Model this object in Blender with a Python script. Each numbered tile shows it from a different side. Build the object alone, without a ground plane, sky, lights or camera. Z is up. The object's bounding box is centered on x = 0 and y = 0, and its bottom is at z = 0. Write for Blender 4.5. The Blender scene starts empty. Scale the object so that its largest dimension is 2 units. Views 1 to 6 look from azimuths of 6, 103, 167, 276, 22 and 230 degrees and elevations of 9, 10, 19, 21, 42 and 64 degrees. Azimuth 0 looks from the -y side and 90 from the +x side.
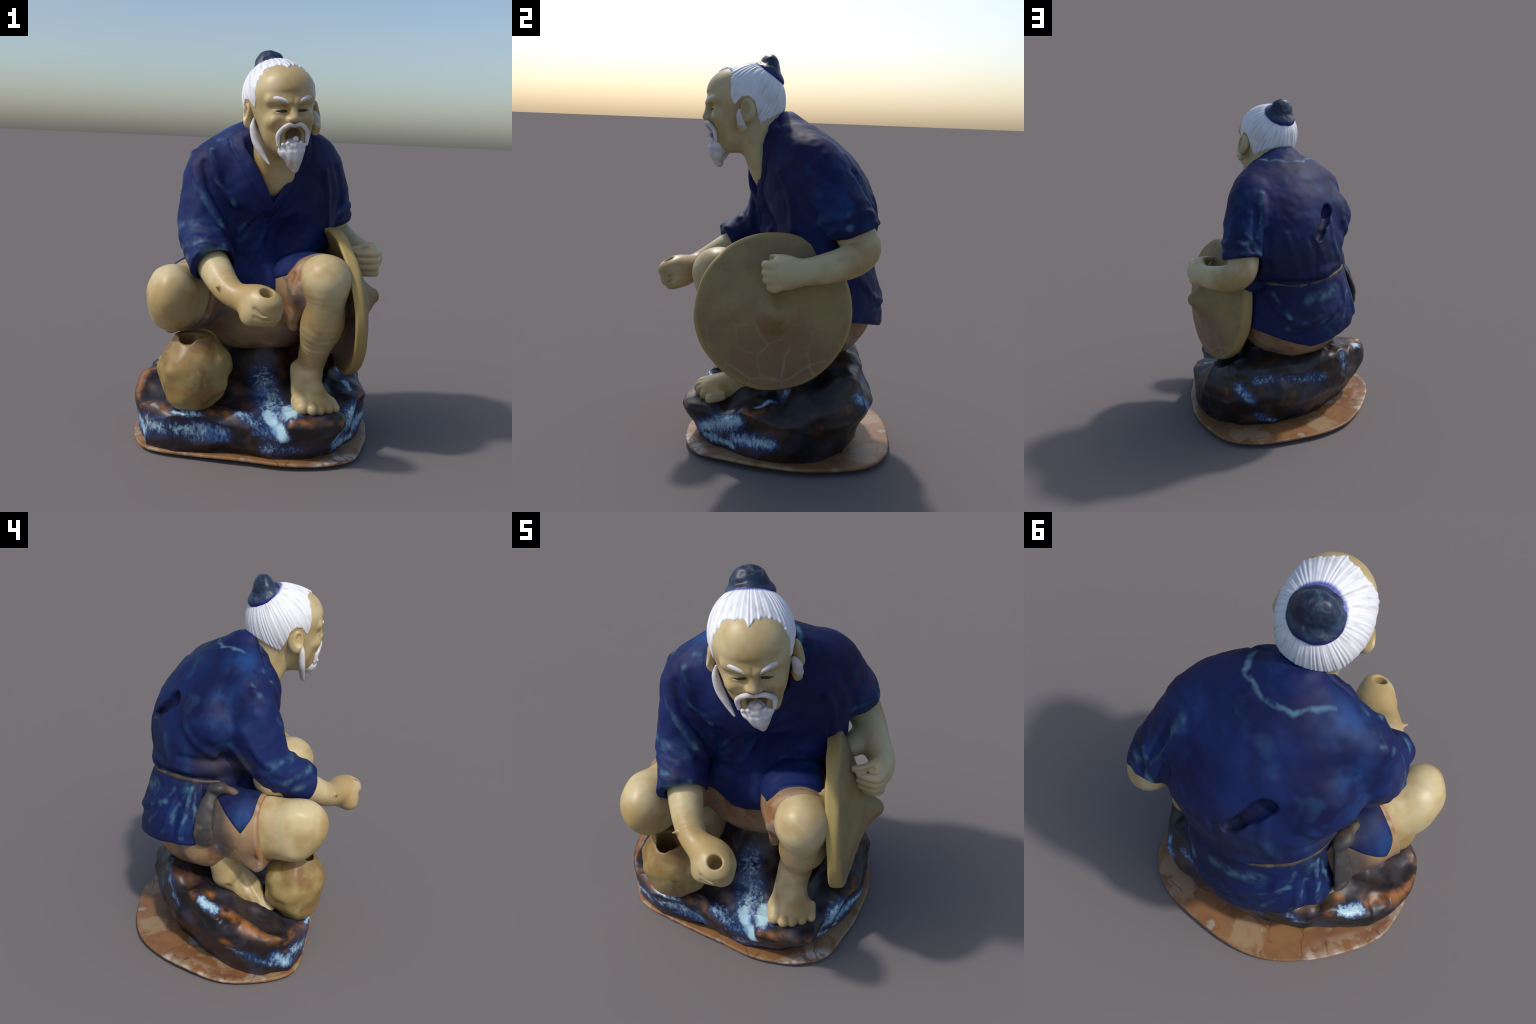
# Glazed ceramic figurine: an old bearded man crouching on a rock with a jar and a
# conical hat.  Every part is described as a smooth solid (ellipsoids, tapering tubes,
# lofted sections, revolved profiles) and then skinned with a surface-net mesher.
import bpy, math
import numpy as np

FINE = 1.0            # global mesh step multiplier
f32 = np.float32


# ------------------------------------------------------------------ small maths
def V(*a):
    return np.array(a, dtype=f32)


def unit(v):
    v = np.asarray(v, dtype=np.float64)
    return (v / np.linalg.norm(v)).astype(f32)


def frame(forward, left):
    f = unit(forward)
    l = np.asarray(left, dtype=f32)
    l = unit(l - f * (l @ f))
    return np.stack([f, l, np.cross(f, l)]).astype(f32)      # rows: forward, left, up


def yaw_frame(deg):
    a = math.radians(deg)
    return V([math.cos(a), math.sin(a), 0], [-math.sin(a), math.cos(a), 0], [0, 0, 1]).reshape(3, 3)


def smin(a, b, k):
    h = np.maximum(k - np.abs(a - b), 0) / k
    return np.minimum(a, b) - h * h * k * 0.25


def smax(a, b, k):
    return -smin(-a, -b, k)


def blend(k, *ds):
    d = ds[0]
    for e in ds[1:]:
        d = smin(d, e, k)
    return d


def spline(pts, n=6):
    """Catmull-Rom through rows of pts (any number of columns)."""
    p = np.asarray(pts, dtype=np.float64)
    q = np.vstack([2 * p[0] - p[1], p, 2 * p[-1] - p[-2]])
    out = []
    for i in range(1, len(q) - 2):
        for t in np.arange(n) / n:
            a, b, c, d = q[i - 1:i + 3]
            out.append(0.5 * (2 * b + (c - a) * t + (2 * a - 5 * b + 4 * c - d) * t * t + (3 * b - a - 3 * c + d) * t ** 3))
    out.append(p[-1])
    return np.array(out, dtype=f32)


# ------------------------------------------------------------------ noise
def _hash(ix, iy, iz, seed):
    n = (ix.astype(np.uint32) * np.uint32(374761393) + iy.astype(np.uint32) * np.uint32(668265263)
         + iz.astype(np.uint32) * np.uint32(2147483647) + np.uint32((seed * 1274126177) & 0xffffffff))
    n = (n ^ (n >> np.uint32(13))) * np.uint32(1274126177)
    n = n ^ (n >> np.uint32(16))
    return (n & np.uint32(0xffff)).astype(f32) / 32767.5 - 1


def noise(P, scale, seed=0, octaves=2):
    total, amp = 0, 1.0
    for o in range(octaves):
        q = P * scale + 100 + 17 * o
        i = np.floor(q).astype(np.int64)
        t = (q - i).astype(f32)
        t = t * t * t * (t * (t * 6 - 15) + 10)
        acc = 0
        for dx in (0, 1):
            wx = t[:, 0] if dx else 1 - t[:, 0]
            for dy in (0, 1):
                wy = t[:, 1] if dy else 1 - t[:, 1]
                for dz in (0, 1):
                    wz = t[:, 2] if dz else 1 - t[:, 2]
                    acc = acc + wx * wy * wz * _hash(i[:, 0] + dx, i[:, 1] + dy, i[:, 2] + dz, seed + o)
        total = total + amp * acc
        amp *= 0.5
        scale = scale * 2
    return total


# ------------------------------------------------------------------ solids (signed distance)
def ell(P, c, r, R=None):
    q = P - np.asarray(c, dtype=f32)
    if R is not None:
        q = q @ R.T
    r = np.asarray(r, dtype=f32)
    a = q / r
    k0 = np.sqrt((a * a).sum(1))
    b = a / r
    k1 = np.sqrt((b * b).sum(1)) + 1e-6
    return k0 * (k0 - 1) / k1


def cone(P, a, b, ra, rb):
    a, b = np.asarray(a, dtype=f32), np.asarray(b, dtype=f32)
    ba = b - a
    q = P - a
    t = np.clip(q @ ba / (ba @ ba), 0, 1)
    e = q - t[:, None] * ba
    return np.sqrt((e * e).sum(1)) - (ra + (rb - ra) * t)


def tube(P, rows, n=5):
    """rows of (x, y, z, radius), smoothed by a spline."""
    s = spline(rows, n)
    d = None
    for i in range(len(s) - 1):
        e = cone(P, s[i, :3], s[i + 1, :3], s[i, 3], s[i + 1, 3])
        d = e if d is None else np.minimum(d, e)
    return d


def line_dist(P, pts, n=4):
    s = spline(pts, n)
    d = None
    for i in range(len(s) - 1):
        e = cone(P, s[i], s[i + 1], 0, 0)
        d = e if d is None else np.minimum(d, e)
    return d


def ridge(P, pts, width, n=4):
    """bell-shaped height along a curve; only points near it are worked out"""
    p = np.asarray(pts, dtype=f32)
    m = 3 * width + 0.03
    near = np.nonzero(((P > p.min(0) - m) & (P < p.max(0) + m)).all(1))[0]
    out = np.zeros(len(P), dtype=f32)
    if len(near):
        out[near] = np.exp(-(line_dist(P[near], pts, n) / width) ** 2)
    return out


def loft(P, rows, k=0.03):
    """rows of (z, cx, cy, rx, ry, yaw): stacked ellipses, capped softly."""
    s = spline(rows, 8)
    s = s[np.argsort(s[:, 0])]
    z = P[:, 2]
    g = [np.interp(z, s[:, 0], s[:, j]).astype(f32) for j in range(1, 6)]
    a = np.radians(g[4])
    dx, dy = P[:, 0] - g[0], P[:, 1] - g[1]
    u, v = dx * np.cos(a) + dy * np.sin(a), -dx * np.sin(a) + dy * np.cos(a)
    k0 = np.sqrt((u / g[2]) ** 2 + (v / g[3]) ** 2)
    k1 = np.sqrt((u / g[2] ** 2) ** 2 + (v / g[3] ** 2) ** 2) + 1e-5
    d = k0 * (k0 - 1) / k1
    d = np.where(k0 < 1e-3, -np.minimum(g[2], g[3]), d)
    return smax(d, np.maximum(s[0, 0] - z, z - s[-1, 0]), k)


def plane(P, point, normal):
    return (P - np.asarray(point, dtype=f32)) @ unit(normal)


# ------------------------------------------------------------------ surface-net mesher
def skin(field, lo, hi, h):
    h = h * FINE
    lo, hi = np.array(lo, dtype=np.float64), np.array(hi, dtype=np.float64)
    B = 8
    nb = np.ceil((hi - lo) / (h * B)).astype(int)
    n = nb * B
    ax = [(lo[i] + (np.arange(nb[i]) * B + (B - 1) / 2) * h) for i in range(3)]
    cg = np.stack(np.meshgrid(*ax, indexing='ij'), -1).reshape(-1, 3).astype(f32)
    cf = field(cg)
    F = np.repeat(np.repeat(np.repeat(np.where(cf > 0, 1, -1).astype(f32).reshape(nb), B, 0), B, 1), B, 2)
    act = np.nonzero(np.abs(cf) < 0.9 * B * h * 1.5 + 0.01)[0]
    off = np.stack(np.meshgrid(*[np.arange(B)] * 3, indexing='ij'), -1).reshape(-1, 3)
    bi = np.stack(np.unravel_index(act, nb), -1)
    for c in range(0, len(bi), 700):
        ids = (bi[c:c + 700, None, :] * B + off[None]).reshape(-1, 3)
        F[ids[:, 0], ids[:, 1], ids[:, 2]] = field((lo + ids * h).astype(f32))
    S = F < 0
    corner = [(0, 0, 0), (1, 0, 0), (0, 1, 0), (1, 1, 0), (0, 0, 1), (1, 0, 1), (0, 1, 1), (1, 1, 1)]
    cnt = sum(S[dx:n[0] - 1 + dx, dy:n[1] - 1 + dy, dz:n[2] - 1 + dz].astype(np.int8) for dx, dy, dz in corner)
    cells = np.stack(np.nonzero((cnt > 0) & (cnt < 8)), -1)
    vals = np.stack([F[cells[:, 0] + d[0], cells[:, 1] + d[1], cells[:, 2] + d[2]] for d in corner], 1)
    acc, num = np.zeros((len(cells), 3)), np.zeros(len(cells))
    for a in range(8):
        for b in range(a + 1, 8):
            da, db = np.array(corner[a]), np.array(corner[b])
            if abs(da - db).sum() != 1:
                continue
            va, vb = vals[:, a], vals[:, b]
            m = (va < 0) != (vb < 0)
            t = np.where(m, va / np.where(m, va - vb, 1), 0)
            acc += m[:, None] * (da + t[:, None] * (db - da))
            num += m
    verts = lo + (cells + acc / num[:, None]) * h
    for _ in range(2):
        g, f0 = gradient(field, verts, h)
        verts = verts - np.clip(f0, -0.6 * h, 0.6 * h)[:, None] * g
    idx = -np.ones(n, dtype=np.int64)
    idx[cells[:, 0], cells[:, 1], cells[:, 2]] = np.arange(len(cells))
    quads = []
    for axis in range(3):
        u, w = [(1, 2), (2, 0), (0, 1)][axis]
        sl0, sl1 = [slice(None)] * 3, [slice(None)] * 3
        sl0[axis], sl1[axis] = slice(0, -1), slice(1, None)
        s0, s1 = S[tuple(sl0)], S[tuple(sl1)]
        e = np.stack(np.nonzero(s0 != s1), -1)
        e = e[(e[:, u] > 0) & (e[:, w] > 0)]
        inside = s0[e[:, 0], e[:, 1], e[:, 2]]
        du, dw = np.eye(3, dtype=int)[u], np.eye(3, dtype=int)[w]
        q = np.stack([idx[tuple((e - a * du - b * dw).T)] for a, b in ((1, 1), (0, 1), (0, 0), (1, 0))], 1)
        q[~inside] = q[~inside][:, ::-1]
        quads.append(q)
    quads = np.concatenate(quads)
    quads = quads[(quads >= 0).all(1)]
    return verts, quads


def gradient(field, verts, h):
    e = 0.35 * h
    p = verts.astype(f32)
    g = np.zeros_like(verts)
    for i in range(3):
        d = np.zeros(3, dtype=f32)
        d[i] = e
        g[:, i] = field(p + d) - field(p - d)
    g /= 2 * e
    ln = np.sqrt((g * g).sum(1)) + 1e-9
    return g / np.maximum(ln, 0.3)[:, None] / np.maximum(ln, 0.3)[:, None] * 1.0, field(p)


# ------------------------------------------------------------------ scene objects
ROOT = bpy.data.objects.new("crouching_man_figurine", None)
ROOT["label"] = "glazed ceramic old bearded man crouching on rock with hat and jar"
ROOT["category"] = "ceramic figurine"
ROOT.empty_display_size = 0.2
bpy.context.scene.collection.objects.link(ROOT)


def add_mesh(name, verts, quads, mat, parent, normals=None):
    me = bpy.data.meshes.new(name)
    me.vertices.add(len(verts))
    me.vertices.foreach_set("co", np.asarray(verts, dtype=f32).ravel())
    me.loops.add(quads.size)
    me.loops.foreach_set("vertex_index", quads.astype(np.int32).ravel())
    me.polygons.add(len(quads))
    me.polygons.foreach_set("loop_start", (np.arange(len(quads)) * 4).astype(np.int32))
    me.update(calc_edges=True)
    me.validate()
    me.polygons.foreach_set("use_smooth", np.ones(len(me.polygons), dtype=bool))
    if normals is not None and len(me.polygons) == len(quads):
        me.normals_split_custom_set_from_vertices([tuple(x) for x in normals])
    me.materials.append(mat)
    ob = bpy.data.objects.new(name, me)
    bpy.context.scene.collection.objects.link(ob)
    ob.parent = parent or ROOT
    return ob


def build(name, field, lo, hi, h, mat, parent=None):
    v, q = skin(field, lo, hi, h)
    return add_mesh(name, v, q, mat, parent)


def build_split(regions, field, lo, hi, h, mat, parent=None):
    """One smooth skin, its faces shared out to named parts: regions = [(name, test(P))...]"""
    v, q = skin(field, lo, hi, h)
    a, b = v[q[:, 2]] - v[q[:, 0]], v[q[:, 3]] - v[q[:, 1]]
    fn = np.cross(a, b)
    vn = np.zeros_like(v)
    for i in range(4):
        for j in range(3):
            vn[:, j] += np.bincount(q[:, i], weights=fn[:, j], minlength=len(v))
    vn /= np.linalg.norm(vn, axis=1)[:, None] + 1e-12
    mid = v[q].mean(1).astype(f32)
    left = np.ones(len(q), dtype=bool)
    made = {}
    for name, test in regions:
        m = left & (test(mid) if test else np.ones(len(q), dtype=bool))
        left &= ~m
        if not m.any():
            continue
        used, inv = np.unique(q[m], return_inverse=True)
        made[name] = add_mesh(name, v[used], inv.reshape(-1, 4), mat, parent, vn[used])
    return made


# ------------------------------------------------------------------ materials
class Mat:
    """Tiny helper round a node tree; sockets are passed about as values."""

    def __init__(self, name, rough=0.35, coat=0.0, spec=0.5):
        self.m = bpy.data.materials.new(name)
        self.m.use_nodes = True
        self.t = self.m.node_tree
        self.bsdf = self.t.nodes["Principled BSDF"]
        self.bsdf.inputs["Roughness"].default_value = rough
        self.bsdf.inputs["Specular IOR Level"].default_value = spec
        self.bsdf.inputs["Coat Weight"].default_value = coat
        self.bsdf.inputs["Coat Roughness"].default_value = 0.12
        self.pos = self.t.nodes.new("ShaderNodeTexCoord").outputs["Object"]

    def put(self, sock, v):
        if isinstance(v, bpy.types.NodeSocket):
            self.t.links.new(v, sock)
        elif isinstance(v, (tuple, list, np.ndarray)):
            v = [float(x) for x in v]
            sock.default_value = v + [1.0] if len(v) == 3 and len(sock.default_value) == 4 else v
        else:
            sock.default_value = float(v)

    def math(self, op, a, b=0.0, c=0.0, clamp=False):
        n = self.t.nodes.new("ShaderNodeMath")
        n.operation = op
        n.use_clamp = clamp
        for s, v in zip(n.inputs, (a, b, c)):
            self.put(s, v)
        return n.outputs[0]

    def vec(self, op, a, b=(0, 0, 0), scale=None):
        n = self.t.nodes.new("ShaderNodeVectorMath")
        n.operation = op
        self.put(n.inputs[0], a)
        self.put(n.inputs[1], b)
        if scale is not None:
            self.put(n.inputs["Scale"], scale)
        return n.outputs["Value"] if op in ("LENGTH", "DOT_PRODUCT", "DISTANCE") else n.outputs[0]

    def noise(self, scale, detail=3, rough=0.55, stretch=None, distort=0.0, pos=None, colour=False):
        n = self.t.nodes.new("ShaderNodeTexNoise")
        p = pos or self.pos
        if stretch is not None:
            mp = self.t.nodes.new("ShaderNodeMapping")
            self.put(mp.inputs["Vector"], p)
            mp.inputs["Scale"].default_value = stretch[:3]
            if len(stretch) > 3:
                mp.inputs["Rotation"].default_value = stretch[3:]
            p = mp.outputs[0]
        self.put(n.inputs["Vector"], p)
        n.inputs["Scale"].default_value = scale
        n.inputs["Detail"].default_value = detail
        n.inputs["Roughness"].default_value = rough
        n.inputs["Distortion"].default_value = distort
        return n.outputs["Color"] if colour else n.outputs["Fac"]

    def voronoi(self, scale, feature='F1', pos=None, rnd=1.0):
        n = self.t.nodes.new("ShaderNodeTexVoronoi")
        n.feature = feature
        self.put(n.inputs["Vector"], pos or self.pos)
        n.inputs["Scale"].default_value = scale
        n.inputs["Randomness"].default_value = rnd
        return n.outputs["Distance"]

    def ramp(self, v, lo, hi, a=0.0, b=1.0):
        n = self.t.nodes.new("ShaderNodeMapRange")
        n.interpolation_type = 'SMOOTHSTEP'
        for s, x in zip(n.inputs, (v, lo, hi, a, b)):
            self.put(s, x)
        return n.outputs[0]

    def mix(self, fac, a, b):
        n = self.t.nodes.new("ShaderNodeMix")
        n.data_type = 'RGBA'
        self.put(n.inputs[0], fac)
        self.put(n.inputs[6], a)
        self.put(n.inputs[7], b)
        return n.outputs[2]

    def warp(self, amount, scale, detail=3):
        c = self.noise(scale, detail, colour=True)
        c = self.vec('SUBTRACT', c, (0.5, 0.5, 0.5))
        c = self.vec('SCALE', c, scale=amount)
        return self.vec('ADD', self.pos, c)

    def blob(self, centre, radii, soft=0.5, pos=None):
        """1 inside an ellipsoid, fading to 0 at its rim."""
        d = self.vec('SUBTRACT', pos or self.pos, centre)
        d = self.vec('DIVIDE', d, radii if isinstance(radii, (tuple, list)) else (radii,) * 3)
        return self.ramp(self.vec('LENGTH', d), 1.0 - soft, 1.0, 1.0, 0.0)

    def streak(self, a, b, width, soft=0.6, pos=None):
        """1 along the segment a-b."""
        p = pos or self.pos
        a, b = np.array(a, float), np.array(b, float)
        ba = b - a
        q = self.vec('SUBTRACT', p, a)
        t = self.math('MULTIPLY', self.vec('DOT_PRODUCT', q, ba), 1.0 / float(ba @ ba), clamp=True)
        q = self.vec('SUBTRACT', q, self.vec('SCALE', tuple(ba), scale=t))
        return self.ramp(self.vec('LENGTH', q), width * (1 - soft), width, 1.0, 0.0)

    def most(self, *vals):
        v = vals[0]
        for w in vals[1:]:
            v = self.math('MAXIMUM', v, w)
        return v

    def gather(self, values):
        """running maximum over a generator (keeps few values alive at once)"""
        v = None
        for w in values:
            v = w if v is None else self.math('MAXIMUM', v, w)
        return v

    def mul(self, *vals):
        v = vals[0]
        for w in vals[1:]:
            v = self.math('MULTIPLY', v, w)
        return v

    def done(self, colour, bump=None, strength=0.1, dist=0.004):
        self.put(self.bsdf.inputs["Base Color"], colour)
        if bump is not None:
            n = self.t.nodes.new("ShaderNodeBump")
            n.inputs["Strength"].default_value = strength
            n.inputs["Distance"].default_value = dist
            self.put(n.inputs["Height"], bump)
            self.put(self.bsdf.inputs["Normal"], n.outputs[0])
        return self.m


def skin_material():
    m = Mat("cream_glaze", rough=0.42, spec=0.45)
    w = m.warp(0.08, 6.0)
    c = m.mix(m.ramp(m.noise(4.5, 3, pos=w), 0.36, 0.66), (0.56, 0.46, 0.255), (0.41, 0.29, 0.120))
    c = m.mix(m.mul(m.ramp(m.noise(8, 4, pos=w), 0.52, 0.76), 0.40), c, (0.38, 0.24, 0.09))
    # the bent left shin, browner in patches
    shin = m.most(m.streak((0.33, -0.26, 0.80), (0.31, -0.14, 0.50), 0.16), m.mul(m.streak((0.30, -0.1, 0.42), (0.36, -0.28, 0.29), 0.16), 0.6))
    c = m.mix(m.mul(shin, m.ramp(m.noise(7, 3, pos=w), 0.22, 0.62), 0.7), c, (0.33, 0.205, 0.075))
    c = m.mix(m.mul(m.blob((-0.30, -0.03, 0.40), (0.18, 0.25, 0.14), 0.5), m.ramp(m.noise(9, 3, pos=w), 0.25, 0.6), 0.8), c, (0.33, 0.25, 0.11))
    c = m.mix(m.mul(m.blob(tuple(head_pt((0.13, 0.002, -0.150))), 0.062, 0.35), 0.9), c, (0.13, 0.07, 0.03))     # mouth cavity painted dark for the shadow inside it
    c = m.mix(m.mul(m.ramp(m.noise(150, 2), 0.70, 0.80), 0.35), c, (0.2, 0.11, 0.04))
    return m.done(c, m.noise(30, 3), 0.10)


def white_material():
    m = Mat("white_glaze", rough=0.45, spec=0.4)
    c = m.mix(m.ramp(m.noise(14, 3), 0.42, 0.7), (0.68, 0.67, 0.69), (0.52, 0.46, 0.41))
    return m.done(c, m.noise(40, 2), 0.08)


def hair_material():
    m = Mat("white_hair_glaze", rough=0.45, spec=0.4)
    # strands radiate from the bun: noise over the angle round its axis
    q = m.vec('SUBTRACT', m.pos, tuple(BUN_FOOT))
    x, y = m.vec('DOT_PRODUCT', q, tuple(BUN_X)), m.vec('DOT_PRODUCT', q, tuple(BUN_Y))
    ang = m.math('ARCTAN2', y, x)
    far = m.vec('LENGTH', q)
    com = m.t.nodes.new("ShaderNodeCombineXYZ")
    m.put(com.inputs[0], ang)
    m.put(com.inputs[2], m.mul(far, 1.5))
    s = m.noise(9, 4, pos=com.outputs[0])
    c = m.mix(m.mul(m.ramp(s, 0.50, 0.70), 0.55), (0.76, 0.78, 0.82), (0.42, 0.36, 0.33))
    c = m.mix(m.mul(m.ramp(m.noise(7, 3), 0.48, 0.70), m.ramp(far, 0.10, 0.24), 0.6), c, (0.56, 0.48, 0.43))
    # cobalt that bled out from under the bun
    ring = m.ramp(m.math('ADD', m.vec('LENGTH', m.vec('SUBTRACT', m.pos, tuple(BUN_RING))), m.mul(m.noise(30, 2), 0.012)), 0.098, 0.112, 1.0, 0.0)
    c = m.mix(m.mul(ring, 0.9), c, (0.03, 0.05, 0.33))
    return m.done(c, s, 0.15)


ROBE_STREAKS = [   # where the blue glaze thins to pale teal: (from, to, width)
    # right sleeve: hem rings and elbow folds
    ((-0.33, -0.30, 0.99), (-0.22, -0.40, 1.045), 0.026), ((-0.22, -0.40, 1.045), (-0.11, -0.42, 1.02), 0.026),
    ((-0.38, -0.24, 1.03), (-0.26, -0.36, 1.085), 0.022), ((-0.26, -0.36, 1.085), (-0.14, -0.37, 1.06), 0.020),
    ((-0.40, -0.18, 1.12), (-0.30, -0.28, 1.145), 0.030), ((-0.36, -0.12, 1.48), (-0.30, -0.21, 1.33), 0.022), ((-0.30, -0.21, 1.33), (-0.16, -0.24, 1.16), 0.020),
    ((-0.25, -0.17, 1.52), (-0.20, -0.21, 1.36), 0.018), ((-0.20, -0.21, 1.36), (-0.12, -0.20, 1.24), 0.016), ((-0.34, -0.09, 1.53), (-0.18, -0.14, 1.58), 0.020),
    # left sleeve
    ((0.45, 0.24, 1.18), (0.45, 0.42, 1.25), 0.024), ((0.45, 0.42, 1.25), (0.34, 0.56, 1.29), 0.024), ((0.44, 0.28, 1.14), (0.45, 0.42, 1.19), 0.020), ((0.45, 0.42, 1.19), (0.34, 0.56, 1.23), 0.020),
    ((0.22, 0.38, 1.54), (0.22, 0.44, 1.42), 0.022), ((0.22, 0.44, 1.42), (0.26, 0.50, 1.30), 0.018), ((0.33, 0.50, 1.33), (0.24, 0.54, 1.22), 0.018),
    # collar seam behind the neck
    ((0.19, 0.03, 1.645), (0.12, 0.12, 1.655), 0.013), ((0.12, 0.12, 1.655), (0.02, 0.14, 1.650), 0.013), ((0.02, 0.14, 1.650), (-0.08, 0.09, 1.635), 0.013), ((-0.08, 0.09, 1.635), (-0.14, -0.01, 1.605), 0.013),
    ]
SKIRT_STREAKS = [   # waist and pleats of the skirt
    ((-0.33, 0.25, 0.97), (-0.40, 0.38, 0.72), 0.016), ((-0.30, 0.32, 0.96), (-0.32, 0.48, 0.72), 0.016), ((-0.34, 0.22, 0.97), (-0.42, 0.27, 0.72), 0.014),
    ((-0.25, 0.45, 0.93), (-0.05, 0.52, 0.90), 0.040), ((-0.33, 0.36, 0.88), (-0.15, 0.54, 0.76), 0.018), ((-0.15, 0.54, 0.76), (0.08, 0.54, 0.72), 0.016),
    ((0.16, 0.46, 0.93), (0.06, 0.54, 0.80), 0.014), ((-0.41, 0.20, 0.96), (-0.43, 0.20, 0.70), 0.010)]


def robe_material(name, streaks, field):
    m = Mat(name, rough=0.6, spec=0.22)
    w = m.warp(0.14, 4.0)
    f = m.warp(0.05, 11.0)
    deep, slate, sky, pale, ink = (0.0042, 0.0075, 0.052), (0.014, 0.024, 0.058), (0.009, 0.045, 0.165), (0.08, 0.18, 0.26), (0.005, 0.0048, 0.024)
    c = m.mix(m.ramp(m.noise(2.6, 3, pos=w), 0.36, 0.62), deep, (0.0068, 0.017, 0.095))
    # slate-grey runs low on the back, the flank and the belly
    low = m.most(m.blob((-0.02, 0.45, 1.12), (0.42, 0.30, 0.32), 0.8, w), m.blob((-0.36, 0.08, 1.05), (0.16, 0.30, 0.20), 0.8, w), m.blob((-0.10, 0.50, 0.75), (0.35, 0.2, 0.25), 0.8, w))
    c = m.mix(m.mul(low, m.ramp(m.noise(3.5, 3, pos=w), 0.34, 0.62), 0.75), c, slate)
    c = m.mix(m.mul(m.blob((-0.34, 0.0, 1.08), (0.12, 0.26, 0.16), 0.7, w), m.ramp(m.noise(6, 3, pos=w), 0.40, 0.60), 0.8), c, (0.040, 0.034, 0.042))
    # clouds of clearer blue
    cloud = m.most(m.blob((-0.20, -0.02, 1.60), (0.16, 0.16, 0.14), 0.9, w), m.blob((-0.34, 0.05, 1.45), (0.10, 0.14, 0.12), 0.9, w), m.blob((-0.30, 0.22, 0.72), (0.2, 0.16, 0.12), 0.9, w),
                   m.blob((-0.42, -0.06, 0.88), (0.14, 0.12, 0.10), 0.8, w), m.blob((0.25, 0.05, 0.99), (0.2, 0.2, 0.08), 0.9, w), m.mul(m.ramp(m.noise(5, 3, pos=w, distort=0.5), 0.55, 0.70), 0.6))
    c = m.mix(m.mul(cloud, m.ramp(m.noise(9, 4, pos=w), 0.30, 0.60)), c, sky)
    # dark patches along the dent and on the upper back
    dark = m.most(m.mul(m.streak(DENT[0], DENT[2], 0.055, 0.75, f), 0.9), m.blob((-0.26, 0.36, 1.42), (0.035, 0.1, 0.075), 0.3, f), m.blob((-0.18, 0.26, 1.57), (0.04, 0.08, 0.04), 0.4, f),
                  m.mul(m.ramp(m.noise(5.5, 3, pos=w, stretch=(1, 1, 0.5)), 0.60, 0.74), 0.7))
    c = m.mix(dark, c, ink)
    # glaze breaking pale on folds, hems and the collar
    lines = m.gather(m.streak(*on_surface(field, [a, b]), wd * 1.3, 0.95, f) for a, b, wd in streaks)
    c = m.mix(m.mul(lines, m.ramp(m.noise(13, 4, pos=w), 0.34, 0.66), 0.85), c, pale)
    soft = m.ramp(m.noise(7.0, 4, pos=w, stretch=(1, 1, 0.45), distort=0.4), 0.56, 0.74)
    c = m.mix(m.mul(soft, 0.35), c, (0.022, 0.075, 0.165))
    c = m.mix(m.mul(m.ramp(m.noise(220, 2), 0.72, 0.80), 0.4), c, (0.18, 0.24, 0.34))
    return m.done(c, m.noise(22, 3), 0.12)


def rock_material():
    m = Mat("dark_rock_glaze", rough=0.42, spec=0.45)
    w = m.warp(0.09, 7.0)
    f = m.warp(0.05, 16.0, 4)
    c = m.mix(m.ramp(m.noise(5, 4, pos=w), 0.40, 0.62), (0.010, 0.0085, 0.011), (0.030, 0.020, 0.018))
    c = m.mix(m.mul(m.ramp(m.noise(6, 4, pos=w), 0.52, 0.70), 0.8), c, (0.085, 0.035, 0.014))
    c = m.mix(m.mul(m.ramp(m.noise(4, 3, pos=w, distort=0.8), 0.52, 0.68), 0.6), c, (0.045, 0.050, 0.085))
    # rust where the glaze runs thin over the edges
    rust = m.gather(m.streak(*on_surface(rock_field, [a, b]), wd * 1.2, 0.95, f) for a, b, wd in ROCK_RUST)
    c = m.mix(m.mul(rust, m.ramp(m.noise(14, 4), 0.34, 0.62)), c, (0.26, 0.095, 0.016))
    # pale blue flow: solid in the middle, feathered into speckles
    blue = m.gather(m.mul(m.streak(*on_surface(rock_field, [a, b]), wd * 1.15, 1.0, f), k) for a, b, wd, k in ROCK_BLUE)
    c = m.mix(m.mul(m.ramp(blue, 0.02, 0.45), 0.85), c, (0.014, 0.030, 0.105))
    speck = m.noise(60, 5, 0.72, stretch=(1, 1, 0.6))
    mask = m.ramp(m.math('ADD', blue, m.mul(m.math('SUBTRACT', speck, 0.5), 2.2)), 0.30, 0.95)
    mask = m.mul(mask, m.ramp(blue, 0.03, 0.30))
    tint = m.mix(m.ramp(m.math('ADD', m.noise(9, 3, pos=w), m.mul(blue, 0.28)), 0.48, 0.85), (0.055, 0.165, 0.40), (0.40, 0.60, 0.68))
    c = m.mix(mask, c, tint)
    return m.done(c, m.noise(18, 4), 0.2)


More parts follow.
